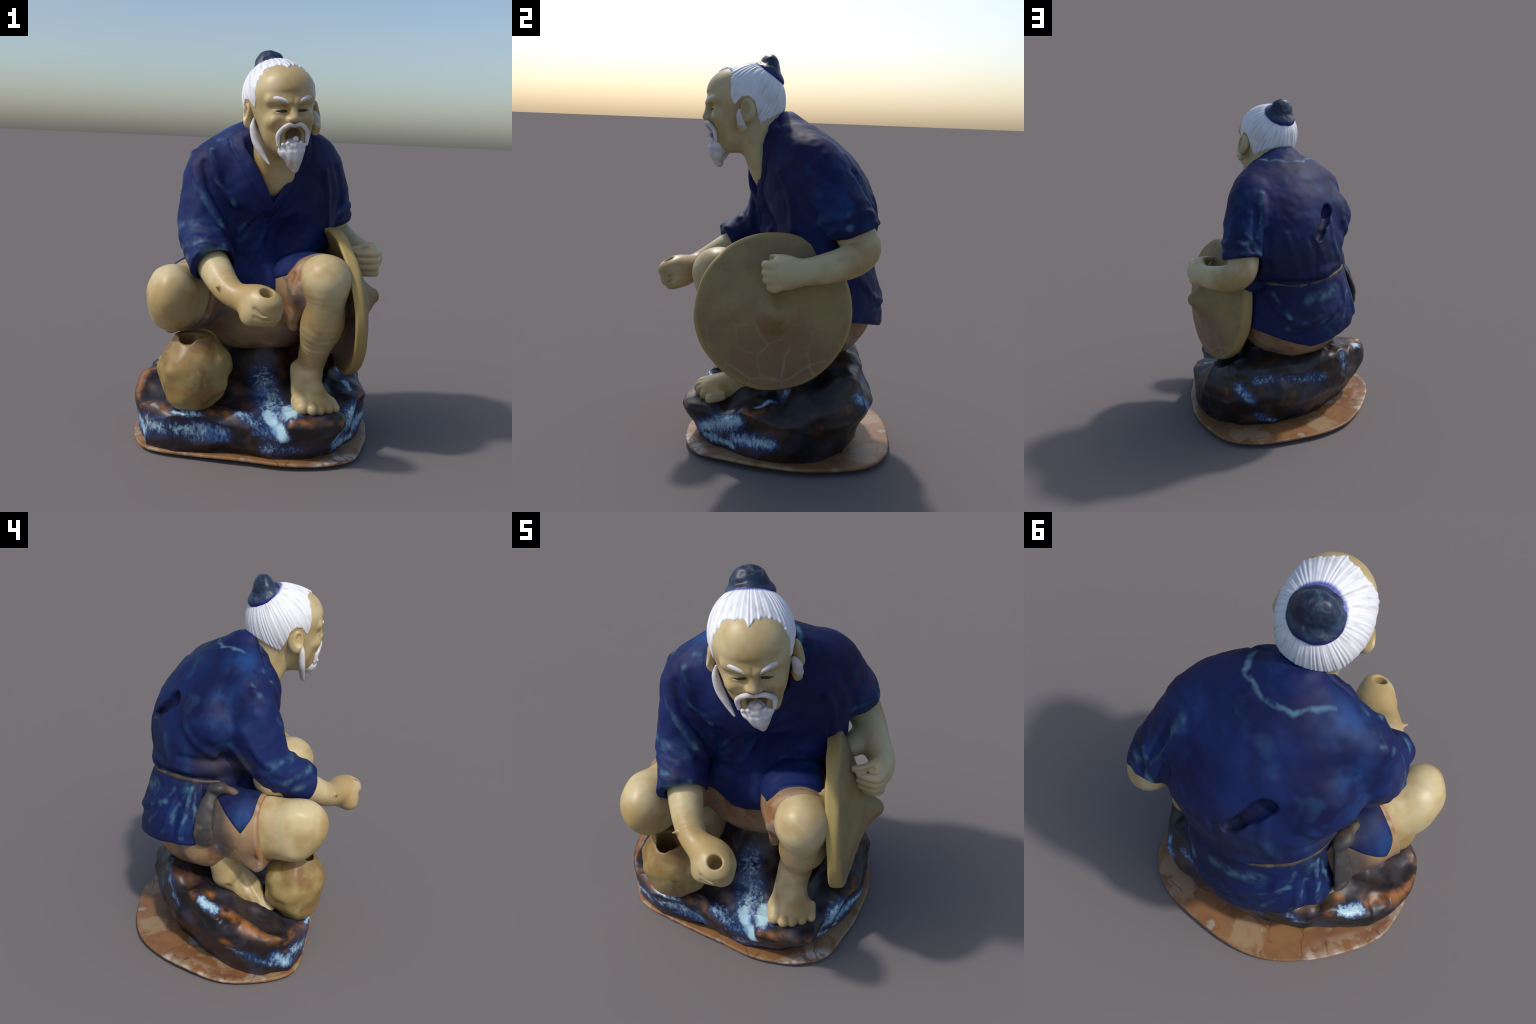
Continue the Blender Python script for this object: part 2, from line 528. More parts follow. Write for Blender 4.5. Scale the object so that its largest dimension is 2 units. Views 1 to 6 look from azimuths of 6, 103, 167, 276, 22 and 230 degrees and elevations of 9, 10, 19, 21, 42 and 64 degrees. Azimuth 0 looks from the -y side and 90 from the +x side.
def marble_material():
    m = Mat("veined_marble", rough=0.5, spec=0.4)
    w = m.warp(0.16, 5.0)
    f = m.warp(0.05, 14.0)
    c = m.mix(m.ramp(m.noise(4, 4, pos=w), 0.36, 0.64), (0.27, 0.130, 0.050), (0.19, 0.082, 0.033))
    c = m.mix(m.mul(m.ramp(m.noise(5.5, 3, pos=w, distort=0.6), 0.50, 0.62), 0.8), c, (0.32, 0.225, 0.125))
    c = m.mix(m.mul(m.most(m.streak((-0.63, 0.05, 0.03), (-0.50, 0.33, 0.03), 0.10, 0.9, f), m.streak((0.35, -0.40, 0.03), (0.52, -0.25, 0.03), 0.05, 0.9, f)), m.ramp(m.noise(7, 3), 0.42, 0.62)), c, (0.56, 0.48, 0.40))
    c = m.mix(m.mul(m.ramp(m.noise(8, 3, pos=w), 0.60, 0.70), 0.7), c, (0.36, 0.31, 0.24))
    vein = m.ramp(m.voronoi(6.0, 'DISTANCE_TO_EDGE', w), 0.0, 0.035, 1.0, 0.0)
    c = m.mix(m.mul(vein, m.ramp(m.noise(6, 2), 0.50, 0.62), 0.7), c, (0.10, 0.04, 0.022))
    return m.done(c, m.noise(25, 3), 0.08)


def jar_material():
    m = Mat("ochre_glaze", rough=0.42, spec=0.45)
    w = m.warp(0.08, 8.0)
    c = m.mix(m.ramp(m.noise(6, 3, pos=w), 0.38, 0.64), (0.30, 0.215, 0.075), (0.19, 0.105, 0.032))
    c = m.mix(m.mul(m.ramp(m.noise(10, 3, pos=w), 0.54, 0.70), 0.7), c, (0.40, 0.32, 0.15))
    c = m.mix(m.mul(m.streak((-0.44, -0.42, 0.36), (-0.12, -0.42, 0.34), 0.07, 0.9, w), 0.6), c, (0.20, 0.10, 0.035))
    c = m.mix(m.mul(m.ramp(m.noise(13, 3, pos=w), 0.60, 0.72), 0.6), c, (0.34, 0.15, 0.03))
    return m.done(c, m.noise(25, 3), 0.08)


def hat_material():
    m = Mat("straw_glaze", rough=0.55, spec=0.35)
    w = m.warp(0.07, 6.0)
    q = m.vec('SUBTRACT', m.pos, tuple(HAT_C))
    c = m.mix(m.ramp(m.noise(5, 3, pos=w), 0.38, 0.62), (0.30, 0.235, 0.095), (0.25, 0.17, 0.075))
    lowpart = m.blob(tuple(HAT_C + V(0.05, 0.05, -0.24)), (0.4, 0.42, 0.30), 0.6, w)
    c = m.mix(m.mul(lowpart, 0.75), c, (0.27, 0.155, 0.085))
    c = m.mix(m.mul(m.blob(tuple(HAT_C + V(0.1, 0.06, -0.05)), (0.3, 0.16, 0.11), 0.8, w), 0.45), c, (0.30, 0.15, 0.065))
    net = m.ramp(m.voronoi(7.0, 'DISTANCE_TO_EDGE', w), 0.0, 0.06, 1.0, 0.0)
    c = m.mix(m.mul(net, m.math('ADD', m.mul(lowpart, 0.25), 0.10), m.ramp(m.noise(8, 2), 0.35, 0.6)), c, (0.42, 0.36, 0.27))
    # yellow rim
    h = m.vec('DOT_PRODUCT', q, tuple(HAT_N))
    r = m.math('SQRT', m.math('SUBTRACT', m.vec('DOT_PRODUCT', q, q), m.mul(h, h)))
    c = m.mix(m.mul(m.ramp(r, HAT_R - 0.025, HAT_R - 0.006), 0.8), c, (0.40, 0.29, 0.10))
    return m.done(c, m.noise(28, 4), 0.2)


def shorts_material():
    m = Mat("tan_cloth_glaze", rough=0.5, spec=0.4)
    w = m.warp(0.09, 7.0)
    c = m.mix(m.ramp(m.noise(5, 3, pos=w), 0.38, 0.62), (0.34, 0.215, 0.110), (0.25, 0.160, 0.095))
    c = m.mix(m.mul(m.ramp(m.noise(7, 3, pos=w), 0.52, 0.66), 0.8), c, (0.24, 0.10, 0.035))
    # dark run below the sash, brown hem
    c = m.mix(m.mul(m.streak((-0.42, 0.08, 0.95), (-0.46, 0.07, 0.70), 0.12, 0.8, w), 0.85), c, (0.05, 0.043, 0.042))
    c = m.mix(m.mul(m.most(m.streak((-0.38, -0.185, 0.96), (-0.55, -0.13, 0.78), 0.025, 0.8), m.streak((-0.55, -0.13, 0.78), (-0.42, -0.14, 0.58), 0.025, 0.8)), 0.9), c, (0.30, 0.12, 0.03))
    c = m.mix(m.mul(m.ramp(m.noise(11, 3, pos=w), 0.60, 0.72), 0.6), c, (0.44, 0.36, 0.25))
    c = m.mix(m.mul(m.ramp(m.noise(6, 3, pos=w, distort=0.5), 0.56, 0.68), 0.6), c, (0.10, 0.10, 0.12))
    return m.done(c, m.noise(25, 3), 0.1)


def bun_material():
    m = Mat("navy_glaze", rough=0.42, spec=0.45)
    w = m.warp(0.05, 14.0)
    c = m.mix(m.ramp(m.noise(12, 3, pos=w), 0.40, 0.64), (0.012, 0.016, 0.045), (0.022, 0.052, 0.095))
    c = m.mix(m.mul(m.ramp(m.noise(15, 3, pos=w, distort=0.6), 0.54, 0.70), 0.8), c, (0.075, 0.125, 0.145))
    foot = m.ramp(m.vec('DOT_PRODUCT', m.vec('SUBTRACT', m.pos, tuple(BUN_FOOT)), tuple(BUN_AXIS)), 0.012, 0.035, 1.0, 0.0)
    c = m.mix(foot, c, (0.010, 0.014, 0.16))
    return m.done(c, m.noise(40, 3), 0.1)


# rust-brown edges and pale blue glaze flows on the rock: (from, to, width[, strength])
ROCK_RUST = [((0.10, -0.27, 0.30), (0.225, -0.40, 0.26), 0.026), ((0.225, -0.41, 0.245), (0.46, -0.35, 0.235), 0.028), ((-0.30, -0.37, 0.245), (-0.10, -0.38, 0.245), 0.022),
             ((-0.10, -0.38, 0.245), (0.05, -0.41, 0.19), 0.026), ((-0.50, 0.05, 0.36), (-0.57, -0.10, 0.30), 0.045), ((-0.57, -0.10, 0.30), (-0.57, -0.25, 0.25), 0.04),
             ((-0.55, -0.30, 0.24), (-0.38, -0.37, 0.24), 0.03), ((-0.56, 0.02, 0.24), (-0.50, -0.28, 0.16), 0.03), ((0.58, -0.02, 0.26), (0.42, 0.46, 0.30), 0.03), ((-0.45, 0.20, 0.42), (-0.42, 0.12, 0.40), 0.04)]
ROCK_BLUE = [((0.03, -0.10, 0.46), (0.07, -0.24, 0.33), 0.11, 0.55), ((0.07, -0.24, 0.33), (0.13, -0.33, 0.25), 0.13, 0.60), ((0.19, -0.30, 0.29), (0.215, -0.36, 0.27), 0.07, 1.1),
             ((0.10, -0.34, 0.25), (0.165, -0.45, 0.15), 0.055, 1.3), ((-0.02, -0.37, 0.23), (0.10, -0.40, 0.18), 0.07, 0.6), ((-0.50, -0.36, 0.16), (-0.12, -0.41, 0.15), 0.080, 0.70),
             ((-0.58, -0.26, 0.14), (-0.55, -0.32, 0.10), 0.06, 0.9), ((0.10, -0.40, 0.09), (0.25, -0.40, 0.07), 0.06, 0.5), ((0.50, -0.30, 0.10), (0.57, -0.08, 0.20), 0.07, 0.9),
             ((0.55, -0.10, 0.12), (0.58, 0.12, 0.14), 0.06, 0.75), ((0.46, -0.27, 0.07), (0.52, -0.10, 0.08), 0.05, 0.9), ((0.50, 0.02, 0.31), (0.44, 0.16, 0.36), 0.035, 0.8),
             ((0.36, 0.50, 0.34), (0.28, 0.56, 0.26), 0.05, 0.75), ((0.25, 0.50, 0.38), (-0.20, 0.44, 0.34), 0.06, 0.5), ((-0.48, 0.15, 0.40), (-0.51, 0.08, 0.37), 0.05, 1.0),
             ((-0.32, 0.33, 0.42), (-0.36, 0.30, 0.34), 0.06, 0.6), ((-0.60, 0.0, 0.18), (-0.55, -0.25, 0.10), 0.05, 0.55), ((-0.36, -0.40, 0.27), (-0.22, -0.42, 0.26), 0.03, 0.8), ((0.25, 0.53, 0.12), (0.12, 0.48, 0.06), 0.04, 0.6)]


def sash_material():
    m = Mat("sash_glaze", rough=0.5, spec=0.35)
    w = m.warp(0.06, 10.0)
    c = m.mix(m.ramp(m.noise(9, 3, pos=w), 0.40, 0.62), (0.040, 0.038, 0.040), (0.085, 0.062, 0.042))
    c = m.mix(m.mul(m.ramp(m.noise(12, 3, pos=w, stretch=(1, 1, 0.4)), 0.54, 0.70), 0.7), c, (0.16, 0.12, 0.075))
    c = m.mix(m.mul(m.ramp(m.noise(7, 3, pos=w), 0.56, 0.70), 0.6), c, (0.015, 0.022, 0.070))
    return m.done(c, m.noise(25, 3), 0.12)


def plain(name, col, rough=0.4):
    m = Mat(name, rough=rough)
    c = m.mix(m.ramp(m.noise(7, 3), 0.4, 0.7), col, tuple(0.7 * x for x in col))
    return m.done(c)


# ------------------------------------------------------------------ HEAD
HEAD_O = V(0.082, -0.200, 1.745)
HEAD = frame((0.385, -0.923, 0.0), (0.92, 0.385, 0.09))


def in_head(P):
    return (P - HEAD_O) @ HEAD.T


def head_pt(p):
    return HEAD_O + np.asarray(p, dtype=f32) @ HEAD


BUN_FOOT = head_pt((-0.115, 0, 0.14))
BUN_AXIS = unit(np.array([-0.45, 0, 0.89]) @ HEAD)
BUN_RING = head_pt((-0.118, -0.003, 0.158))
BUN_X = unit(np.array([0.89, 0, 0.45]) @ HEAD)
BUN_Y = np.cross(BUN_AXIS, BUN_X)


def both(q):
    """mirror left/right: use |l|"""
    q = q.copy()
    q[:, 1] = np.abs(q[:, 1])
    return q


def cranium(q):
    d = ell(q, (-0.024, -0.008, 0.03), (0.185, 0.164, 0.178))
    d = smin(d, ell(q, (0.075, 0, 0.055), (0.120, 0.132, 0.110)), 0.05)
    return d


def head_field(P):
    q = in_head(P)
    s = both(q)
    d = cranium(q)
    d = smin(d, ell(q, (0.055, 0, -0.075), (0.125, 0.128, 0.125)), 0.05)
    d = smin(d, ell(q, (0.055, 0, -0.150), (0.110, 0.105, 0.100)), 0.05)
    d = smin(d, ell(q, (0.120, 0, -0.205), (0.050, 0.060, 0.045)), 0.04)
    # neck and throat
    d = smin(d, tube(q, [(-0.07, 0, -0.05, 0.115), (-0.105, 0, -0.20, 0.112), (-0.150, -0.01, -0.33, 0.108), (-0.20, -0.02, -0.41, 0.09)]), 0.05)
    # brow, sockets, lids, cheeks
    d = smin(d, cone(s, (0.185, 0.018, -0.002), (0.150, 0.100, 0.014), 0.014, 0.014), 0.03)
    d = smax(d, -ell(s, (0.196, 0.054, -0.033), (0.036, 0.042, 0.018)), 0.03)
    d = smin(d, ell(s, (0.150, 0.055, -0.036), (0.026, 0.036, 0.017)), 0.012)
    d = smax(d, -ell(s, (0.172, 0.056, -0.038), (0.012, 0.031, 0.0045)), 0.006)
    d = smin(d, ell(s, (0.135, 0.072, -0.082), (0.042, 0.040, 0.030)), 0.03)
    d = smax(d, -ell(s, (0.185, 0.070, -0.118), (0.016, 0.016, 0.030)), 0.03)
    # forehead crease
    d = d + 0.0035 * np.exp(-((q[:, 2] - 0.044 - 0.6 * q[:, 1] ** 2) / 0.012) ** 2 - (q[:, 1] / 0.07) ** 2) * (q[:, 0] > 0.1)
    # nose
    d = smin(d, cone(q, (0.178, 0, -0.015), (0.196, 0, -0.070), 0.016, 0.019), 0.022)
    d = smin(d, ell(s, (0.180, 0.021, -0.078), (0.020, 0.014, 0.014)), 0.010)
    # open mouth
    mouth = ell(q, (0.190, 0.002, -0.152), (0.052, 0.050, 0.042))
    d = smax(d, -mouth, 0.012)
    # scar-like neck tendons
    d = smin(d, cone(s, (-0.02, 0.085, -0.16), (-0.09, 0.06, -0.36), 0.02, 0.015), 0.04)
    return d


def ear_field(side):
    def f(P):
        q = in_head(P)
        q = q * V(1, side, 1)
        R = frame((0.94, 0.34, 0.0), (-0.34, 0.94, 0.15))
        c = (0.004, 0.166, -0.044)
        d = ell(q, c, (0.040, 0.024, 0.058), R)
        d = smin(d, ell(q, (0.012, 0.165, -0.090), (0.018, 0.016, 0.020)), 0.02)
        d = smax(d, -ell(q, (0.018, 0.190, -0.036), (0.021, 0.022, 0.034), R), 0.010)
        d = smin(d, ell(q, (0.020, 0.160, -0.040), (0.008, 0.014, 0.024), R), 0.012)
        return d
    return f


def hair_region(q):
    """<0 where hair grows (head coordinates)."""
    f, l, u = q[:, 0], np.abs(q[:, 1]), q[:, 2]
    wob = 0.010 * noise(q * V(0.3, 1, 0.3), 55, 3, 2)
    top = np.interp(l, [0, 0.03, 0.07, 0.105, 0.125, 0.14], [0.130, 0.104, 0.092, 0.082, 0.086, 0.088]).astype(f32) + wob
    side = 0.089 - 6.0 * np.maximum(0.0, 0.04 - u) ** 2 * 1.0
    front = np.where(u > 0.115, f - top, np.where(l > 0.1, f - side, f - np.minimum(side, top)))
    low = np.interp(f, [-0.25, -0.2, -0.13, -0.064, -0.046, -0.03, 0.0, 0.035, 0.055, 0.073, 0.09],
                    [-0.015, -0.030, -0.072, -0.104, -0.06, 0.0, 0.024, 0.020, -0.006, -0.024, -0.010]).astype(f32)
    return np.maximum(front * 0.8, (low - u) * 0.6)


def hair_field(P):
    q = in_head(P)
    s = P - BUN_FOOT
    ang = np.arctan2(s @ BUN_Y, s @ BUN_X)
    r = np.sqrt((s * s).sum(1))
    fade = np.clip((r - 0.07) / 0.06, 0, 1)
    d = head_smooth(q) - 0.0045
    d = d + fade * (0.0010 * np.sin(46 * ang + 2.5 * np.sin(9 * ang)) + 0.0006 * np.sin(83 * ang + 4 * np.sin(5 * ang)))
    return smax(smax(d, hair_region(q), 0.006), -(head_smooth(q) + 0.02), 0.004)


def head_smooth(q):
    d = cranium(q)
    d = smin(d, ell(q, (0.055, 0, -0.075), (0.125, 0.128, 0.125)), 0.05)
    d = smin(d, tube(q, [(-0.07, 0, -0.05, 0.115), (-0.105, 0, -0.20, 0.112), (-0.140, -0.01, -0.34, 0.115)], 3), 0.05)
    return d


def bun_field(P):
    q = in_head(P)
    d = ell(q, (-0.128, -0.004, 0.203), (0.050, 0.070, 0.055))
    d = smin(d, ell(q, (-0.122, -0.004, 0.152), (0.092, 0.098, 0.040), frame((0.86, 0, 0.5), (0, 1, 0))), 0.045)
    d = d + 0.003 * noise(P, 28, 5, 2)
    d = d + 0.006 * ridge(q, [(-0.09, -0.08, 0.19), (-0.075, 0.0, 0.225), (-0.09, 0.08, 0.2)], 0.014)
    return d


def eyebrow_field(side):
    return lambda P: tube(in_head(P) * V(1, side, 1), [(0.193, 0.020, -0.002, 0.006), (0.185, 0.048, 0.012, 0.0105), (0.168, 0.080, 0.021, 0.0115), (0.140, 0.112, 0.012, 0.006)], 4)


def eye_field(side):
    """dark slit of a half-closed eye"""
    return lambda P: tube(in_head(P) * V(1, side, 1), [(0.172, 0.030, -0.038, 0.003), (0.171, 0.055, -0.036, 0.0065), (0.155, 0.082, -0.036, 0.003)], 4)


def moustache_field(P):
    s = both(in_head(P))
    return tube(s, [(0.192, -0.002, -0.106, 0.008), (0.192, 0.028, -0.100, 0.010), (0.175, 0.058, -0.121, 0.011), (0.158, 0.072, -0.150, 0.011), (0.150, 0.068, -0.192, 0.008)], 4)


def beard_field(P):
    q = in_head(P)
    d = ell(q, (0.130, 0.000, -0.212), (0.048, 0.066, 0.045))
    d = smin(d, tube(q, [(0.135, 0.0, -0.215, 0.048), (0.136, 0.006, -0.255, 0.041), (0.127, 0.015, -0.303, 0.020)], 4), 0.03)
    for i in range(6):
        l = -0.052 + 0.021 * i
        d = smin(d, ell(q, (0.178 - 3.0 * l * l, l, -0.188 + 0.006 * math.sin(2.1 * i)), (0.008, 0.0085, 0.009)), 0.012)
    groove = np.sin(q[:, 1] * 190 + 14 * q[:, 2]) * 0.0012
    return d + groove + 0.003 * np.exp(-((q[:, 2] + 0.212) / 0.008) ** 2) * (q[:, 0] > 0.15)


def tongue_field(P):
    q = in_head(P)
    return ell(q, (0.176, 0.008, -0.166), (0.014, 0.014, 0.014))


def right_lock_field(P):
    q = in_head(P)
    return tube(q, [(0.042, -0.150, -0.066, 0.006), (0.045, -0.157, -0.110, 0.015), (0.052, -0.148, -0.170, 0.0175), (0.066, -0.125, -0.225, 0.014), (0.086, -0.098, -0.276, 0.005)], 4)


def left_lock_field(P):
    q = in_head(P)
    return tube(q, [(0.042, 0.150, -0.050, 0.012), (0.042, 0.160, -0.075, 0.020), (0.036, 0.164, -0.115, 0.021)], 4)


def left_stub_field(P):
    q = in_head(P)
    d = tube(q, [(0.036, 0.160, -0.118, 0.022), (0.026, 0.162, -0.138, 0.020)], 3)
    return d + 0.003 * noise(P, 40, 8, 1)


# ------------------------------------------------------------------ TORSO / ROBE
TORSO = [  # z, cx, cy, half width, half depth, yaw
    (0.90, -0.03, 0.205, 0.315, 0.275, 10),
    (1.00, -0.035, 0.205, 0.315, 0.275, 18),
    (1.15, -0.025, 0.220, 0.330, 0.262, 27),
    (1.30, 0.01, 0.180, 0.345, 0.280, 27),
    (1.45, 0.02, 0.140, 0.315, 0.250, 27),
    (1.56, 0.02, 0.093, 0.250, 0.193, 25),
    (1.63, 0.02, 0.042, 0.172, 0.140, 22),
    (1.675, 0.02, 0.002, 0.118, 0.105, 22),
    (1.715, 0.02, -0.03, 0.080, 0.080, 22)]
SKIRT = [
    (0.54, -0.045, 0.21, 0.360, 0.325, 6),
    (0.62, -0.045, 0.215, 0.385, 0.338, 6),
    (0.75, -0.045, 0.21, 0.382, 0.335, 7),
    (0.88, -0.035, 0.20, 0.352, 0.315, 8),
    (0.99, -0.03, 0.19, 0.315, 0.288, 10),
    (1.05, -0.03, 0.19, 0.280, 0.260, 10)]
CHEST = frame((0.36, -0.93, 0), (0.93, 0.36, 0))
V_LOW = V(0.073, -0.15, 1.262)

R_SLEEVE = [(-0.155, -0.02, 1.50, 0.125), (-0.250, -0.070, 1.42, 0.128), (-0.286, -0.100, 1.25, 0.130), (-0.275, -0.170, 1.10, 0.121), (-0.222, -0.29, 1.003, 0.114), (-0.165, -0.40, 0.95, 0.112)]
R_HEM, R_HEM_N = V(-0.185, -0.335, 0.97), (0.50, -0.78, -0.38)
L_SLEEVE = [(0.160, 0.10, 1.51, 0.125), (0.250, 0.21, 1.45, 0.132), (0.292, 0.31, 1.32, 0.132), (0.318, 0.41, 1.19, 0.128), (0.325, 0.48, 1.08, 0.125)]
L_HEM, L_HEM_N = V(0.325, 0.43, 1.150), (0.0, 0.39, -0.92)

R_ARM = [(-0.28, -0.17, 1.02, 0.085), (-0.20, -0.31, 0.965, 0.082), (-0.125, -0.425, 0.895, 0.070), (-0.060, -0.49, 0.860, 0.062), (0.03, -0.53, 0.845, 0.066)]
L_ARM = [(0.33, 0.42, 1.17, 0.095), (0.355, 0.475, 1.085, 0.090), (0.418, 0.43, 1.03, 0.082), (0.500, 0.31, 0.995, 0.070), (0.555, 0.23, 0.985, 0.062), (0.570, 0.16, 0.978, 0.058)]


R_THIGH = [(-0.17, 0.16, 0.76, 0.18), (-0.30, 0.01, 0.775, 0.190), (-0.36, -0.18, 0.775, 0.180)]
L_THIGH = [(0.10, 0.15, 0.76, 0.17), (0.225, -0.01, 0.845, 0.165), (0.31, -0.17, 0.86, 0.140)]



def right_sleeve(P):
    d = tube(P, R_SLEEVE)
    return smax(d, plane(P, R_HEM, R_HEM_N), 0.02)


def left_sleeve(P):
    d = tube(P, L_SLEEVE)
    return smax(d, plane(P, L_HEM, L_HEM_N), 0.02)


def vee(P):
    """<0 inside the open V of the neckline"""
    q = (P - V_LOW) @ CHEST.T
    l, u, f = q[:, 1], q[:, 2], q[:, 0]
    right = -(l + np.minimum(0.56 * u, 0.150))          # edge runs up to the wearer's right shoulder
    left = l - np.minimum(0.58 * u, 0.135)
    return np.maximum(np.maximum(right, left) * 0.8, -(f + 0.06))


ROBE_FOLDS = [   # raised (+) and sunk (-) folds: points, width, height
    # right sleeve
    ([(-0.40, -0.20, 1.02), (-0.28, -0.33, 1.09), (-0.15, -0.33, 1.06)], 0.020, 0.010),
    ([(-0.41, -0.12, 1.07), (-0.30, -0.28, 1.15), (-0.17, -0.28, 1.13)], 0.020, 0.009),
    ([(-0.36, -0.24, 0.97), (-0.25, -0.37, 1.05), (-0.12, -0.39, 1.02)], 0.014, 0.008),
    ([(-0.36, -0.10, 1.50), (-0.30, -0.20, 1.35), (-0.16, -0.22, 1.18), (-0.12, -0.20, 1.10)], 0.020, 0.012),
    ([(-0.25, -0.17, 1.50), (-0.21, -0.20, 1.38), (-0.13, -0.19, 1.25)], 0.018, 0.010),
    ([(-0.28, -0.20, 1.45), (-0.24, -0.22, 1.32), (-0.15, -0.21, 1.20)], 0.016, -0.008),
    ([(-0.40, -0.05, 1.30), (-0.41, -0.12, 1.18), (-0.36, -0.22, 1.08)], 0.020, 0.008),
    ([(-0.39, 0.06, 1.12), (-0.38, -0.06, 1.00), (-0.32, -0.20, 0.92)], 0.022, -0.012),
    ([(-0.38, 0.02, 1.20), (-0.38, -0.08, 1.08), (-0.34, -0.20, 0.98)], 0.018, 0.010),
    # left sleeve
    ([(0.44, 0.26, 1.20), (0.46, 0.40, 1.24), (0.38, 0.54, 1.28)], 0.018, 0.012),
    ([(0.44, 0.28, 1.15), (0.46, 0.42, 1.185), (0.38, 0.55, 1.22)], 0.014, 0.010),
    ([(0.22, 0.37, 1.53), (0.22, 0.44, 1.40), (0.26, 0.50, 1.28)], 0.020, 0.012),
    ([(0.25, 0.42, 1.45), (0.27, 0.47, 1.33), (0.30, 0.52, 1.24)], 0.022, -0.012),
    ([(0.20, 0.46, 1.30), (0.21, 0.50, 1.18), (0.20, 0.50, 1.08)], 0.022, -0.018),
    ([(0.40, 0.10, 1.45), (0.42, 0.18, 1.32), (0.42, 0.24, 1.20)], 0.022, -0.010),
    ([(0.34, 0.02, 1.42), (0.37, 0.08, 1.28), (0.36, 0.12, 1.15)], 0.022, 0.010),
    # flank, blousing over the belt
    ([(-0.36, 0.10, 1.05), (-0.33, 0.28, 1.05), (-0.20, 0.42, 1.05), (0.0, 0.48, 1.04)], 0.030, 0.014),
    ([(-0.37, 0.10, 1.14), (-0.36, 0.20, 1.22), (-0.33, 0.26, 1.30)], 0.022, 0.012),
    ([(-0.38, 0.04, 1.10), (-0.36, 0.16, 1.12), (-0.30, 0.28, 1.12)], 0.020, -0.012),
    ([(-0.28, 0.36, 1.10), (-0.24, 0.40, 1.22), (-0.24, 0.38, 1.36)], 0.020, 0.008),
    ([(0.02, 0.50, 1.08), (0.06, 0.50, 1.20), (0.10, 0.48, 1.30)], 0.022, 0.008),
    ([(-0.10, 0.50, 1.06), (-0.10, 0.49, 1.16), (-0.06, 0.47, 1.26)], 0.020, -0.008),
    # breast, the overlap running down from the V
    ([(0.073, -0.16, 1.25), (0.0, -0.16, 1.18), (-0.10, -0.15, 1.11)], 0.012, 0.010),
    ([(0.12, -0.15, 1.30), (0.05, -0.17, 1.21), (-0.08, -0.16, 1.08)], 0.014, -0.008),
    ([(0.20, -0.10, 1.20), (0.12, -0.13, 1.08), (0.0, -0.14, 1.02)], 0.020, 0.008)]


def folds(P):
    z = P[:, 2]
    r = 0
    for pts, w, a in ROBE_FOLDS:
        r = r + a * ridge(P, pts, w)
    return r


def robe_base(P):
    torso = loft(P, TORSO)
    d = smin(torso, right_sleeve(P), 0.10)
    d = smin(d, left_sleeve(P), 0.11)
    d = smin(d, ell(P, (-0.07, -0.045, 1.38), (0.175, 0.15, 0.22)), 0.05)
    d = smin(d, ell(P, (-0.10, 0.02, 1.10), (0.13, 0.15, 0.20)), 0.06)       # right side of the belly    # right breast
    d = smin(d, ell(P, (0.06, 0.235, 1.20), (0.30, 0.265, 0.28)), 0.05)     # rounded back
    d = smin(d, ell(P, (-0.195, 0.115, 1.31), (0.208, 0.175, 0.19)), 0.05)      # right flank
    d = smin(d, ell(P, (0.19, 0.22, 1.04), (0.16, 0.20, 0.18)), 0.05)        # left flank
    d = smin(d, ell(P, (0.285, 0.30, 0.985), (0.080, 0.11, 0.10)), 0.04)    # clay between arm, hat and body
    d = smin(d, ell(P, (-0.01, 0.005, 0.79), (0.20, 0.165, 0.16)), 0.08)       # front of the robe hanging into the lap
    d = smin(d, ell(P, (-0.15, -0.045, 0.89), (0.10, 0.12, 0.085)), 0.04)
    d = smax(d, -ell(P, (0.13, -0.13, 1.08), (0.11, 0.165, 0.12)), 0.07)     # hollow of the belly
    return d


def on_surface(field, pts):
    """slide points onto the zero level of a field"""
    p = np.asarray(pts, dtype=np.float64)
    for _ in range(8):
        g, f0 = gradient(field, p, 0.01)
        p = p - np.clip(f0, -0.04, 0.04)[:, None] * g
    return p


DENT = on_surface(robe_base, [(-0.215, 0.36, 1.405), (-0.165, 0.41, 1.335), (-0.11, 0.44, 1.27)]) - np.array([-0.005, 0.012, 0.0])
ROBE_FOLDS = [(on_surface(robe_base, pts), w, a) for pts, w, a in ROBE_FOLDS]


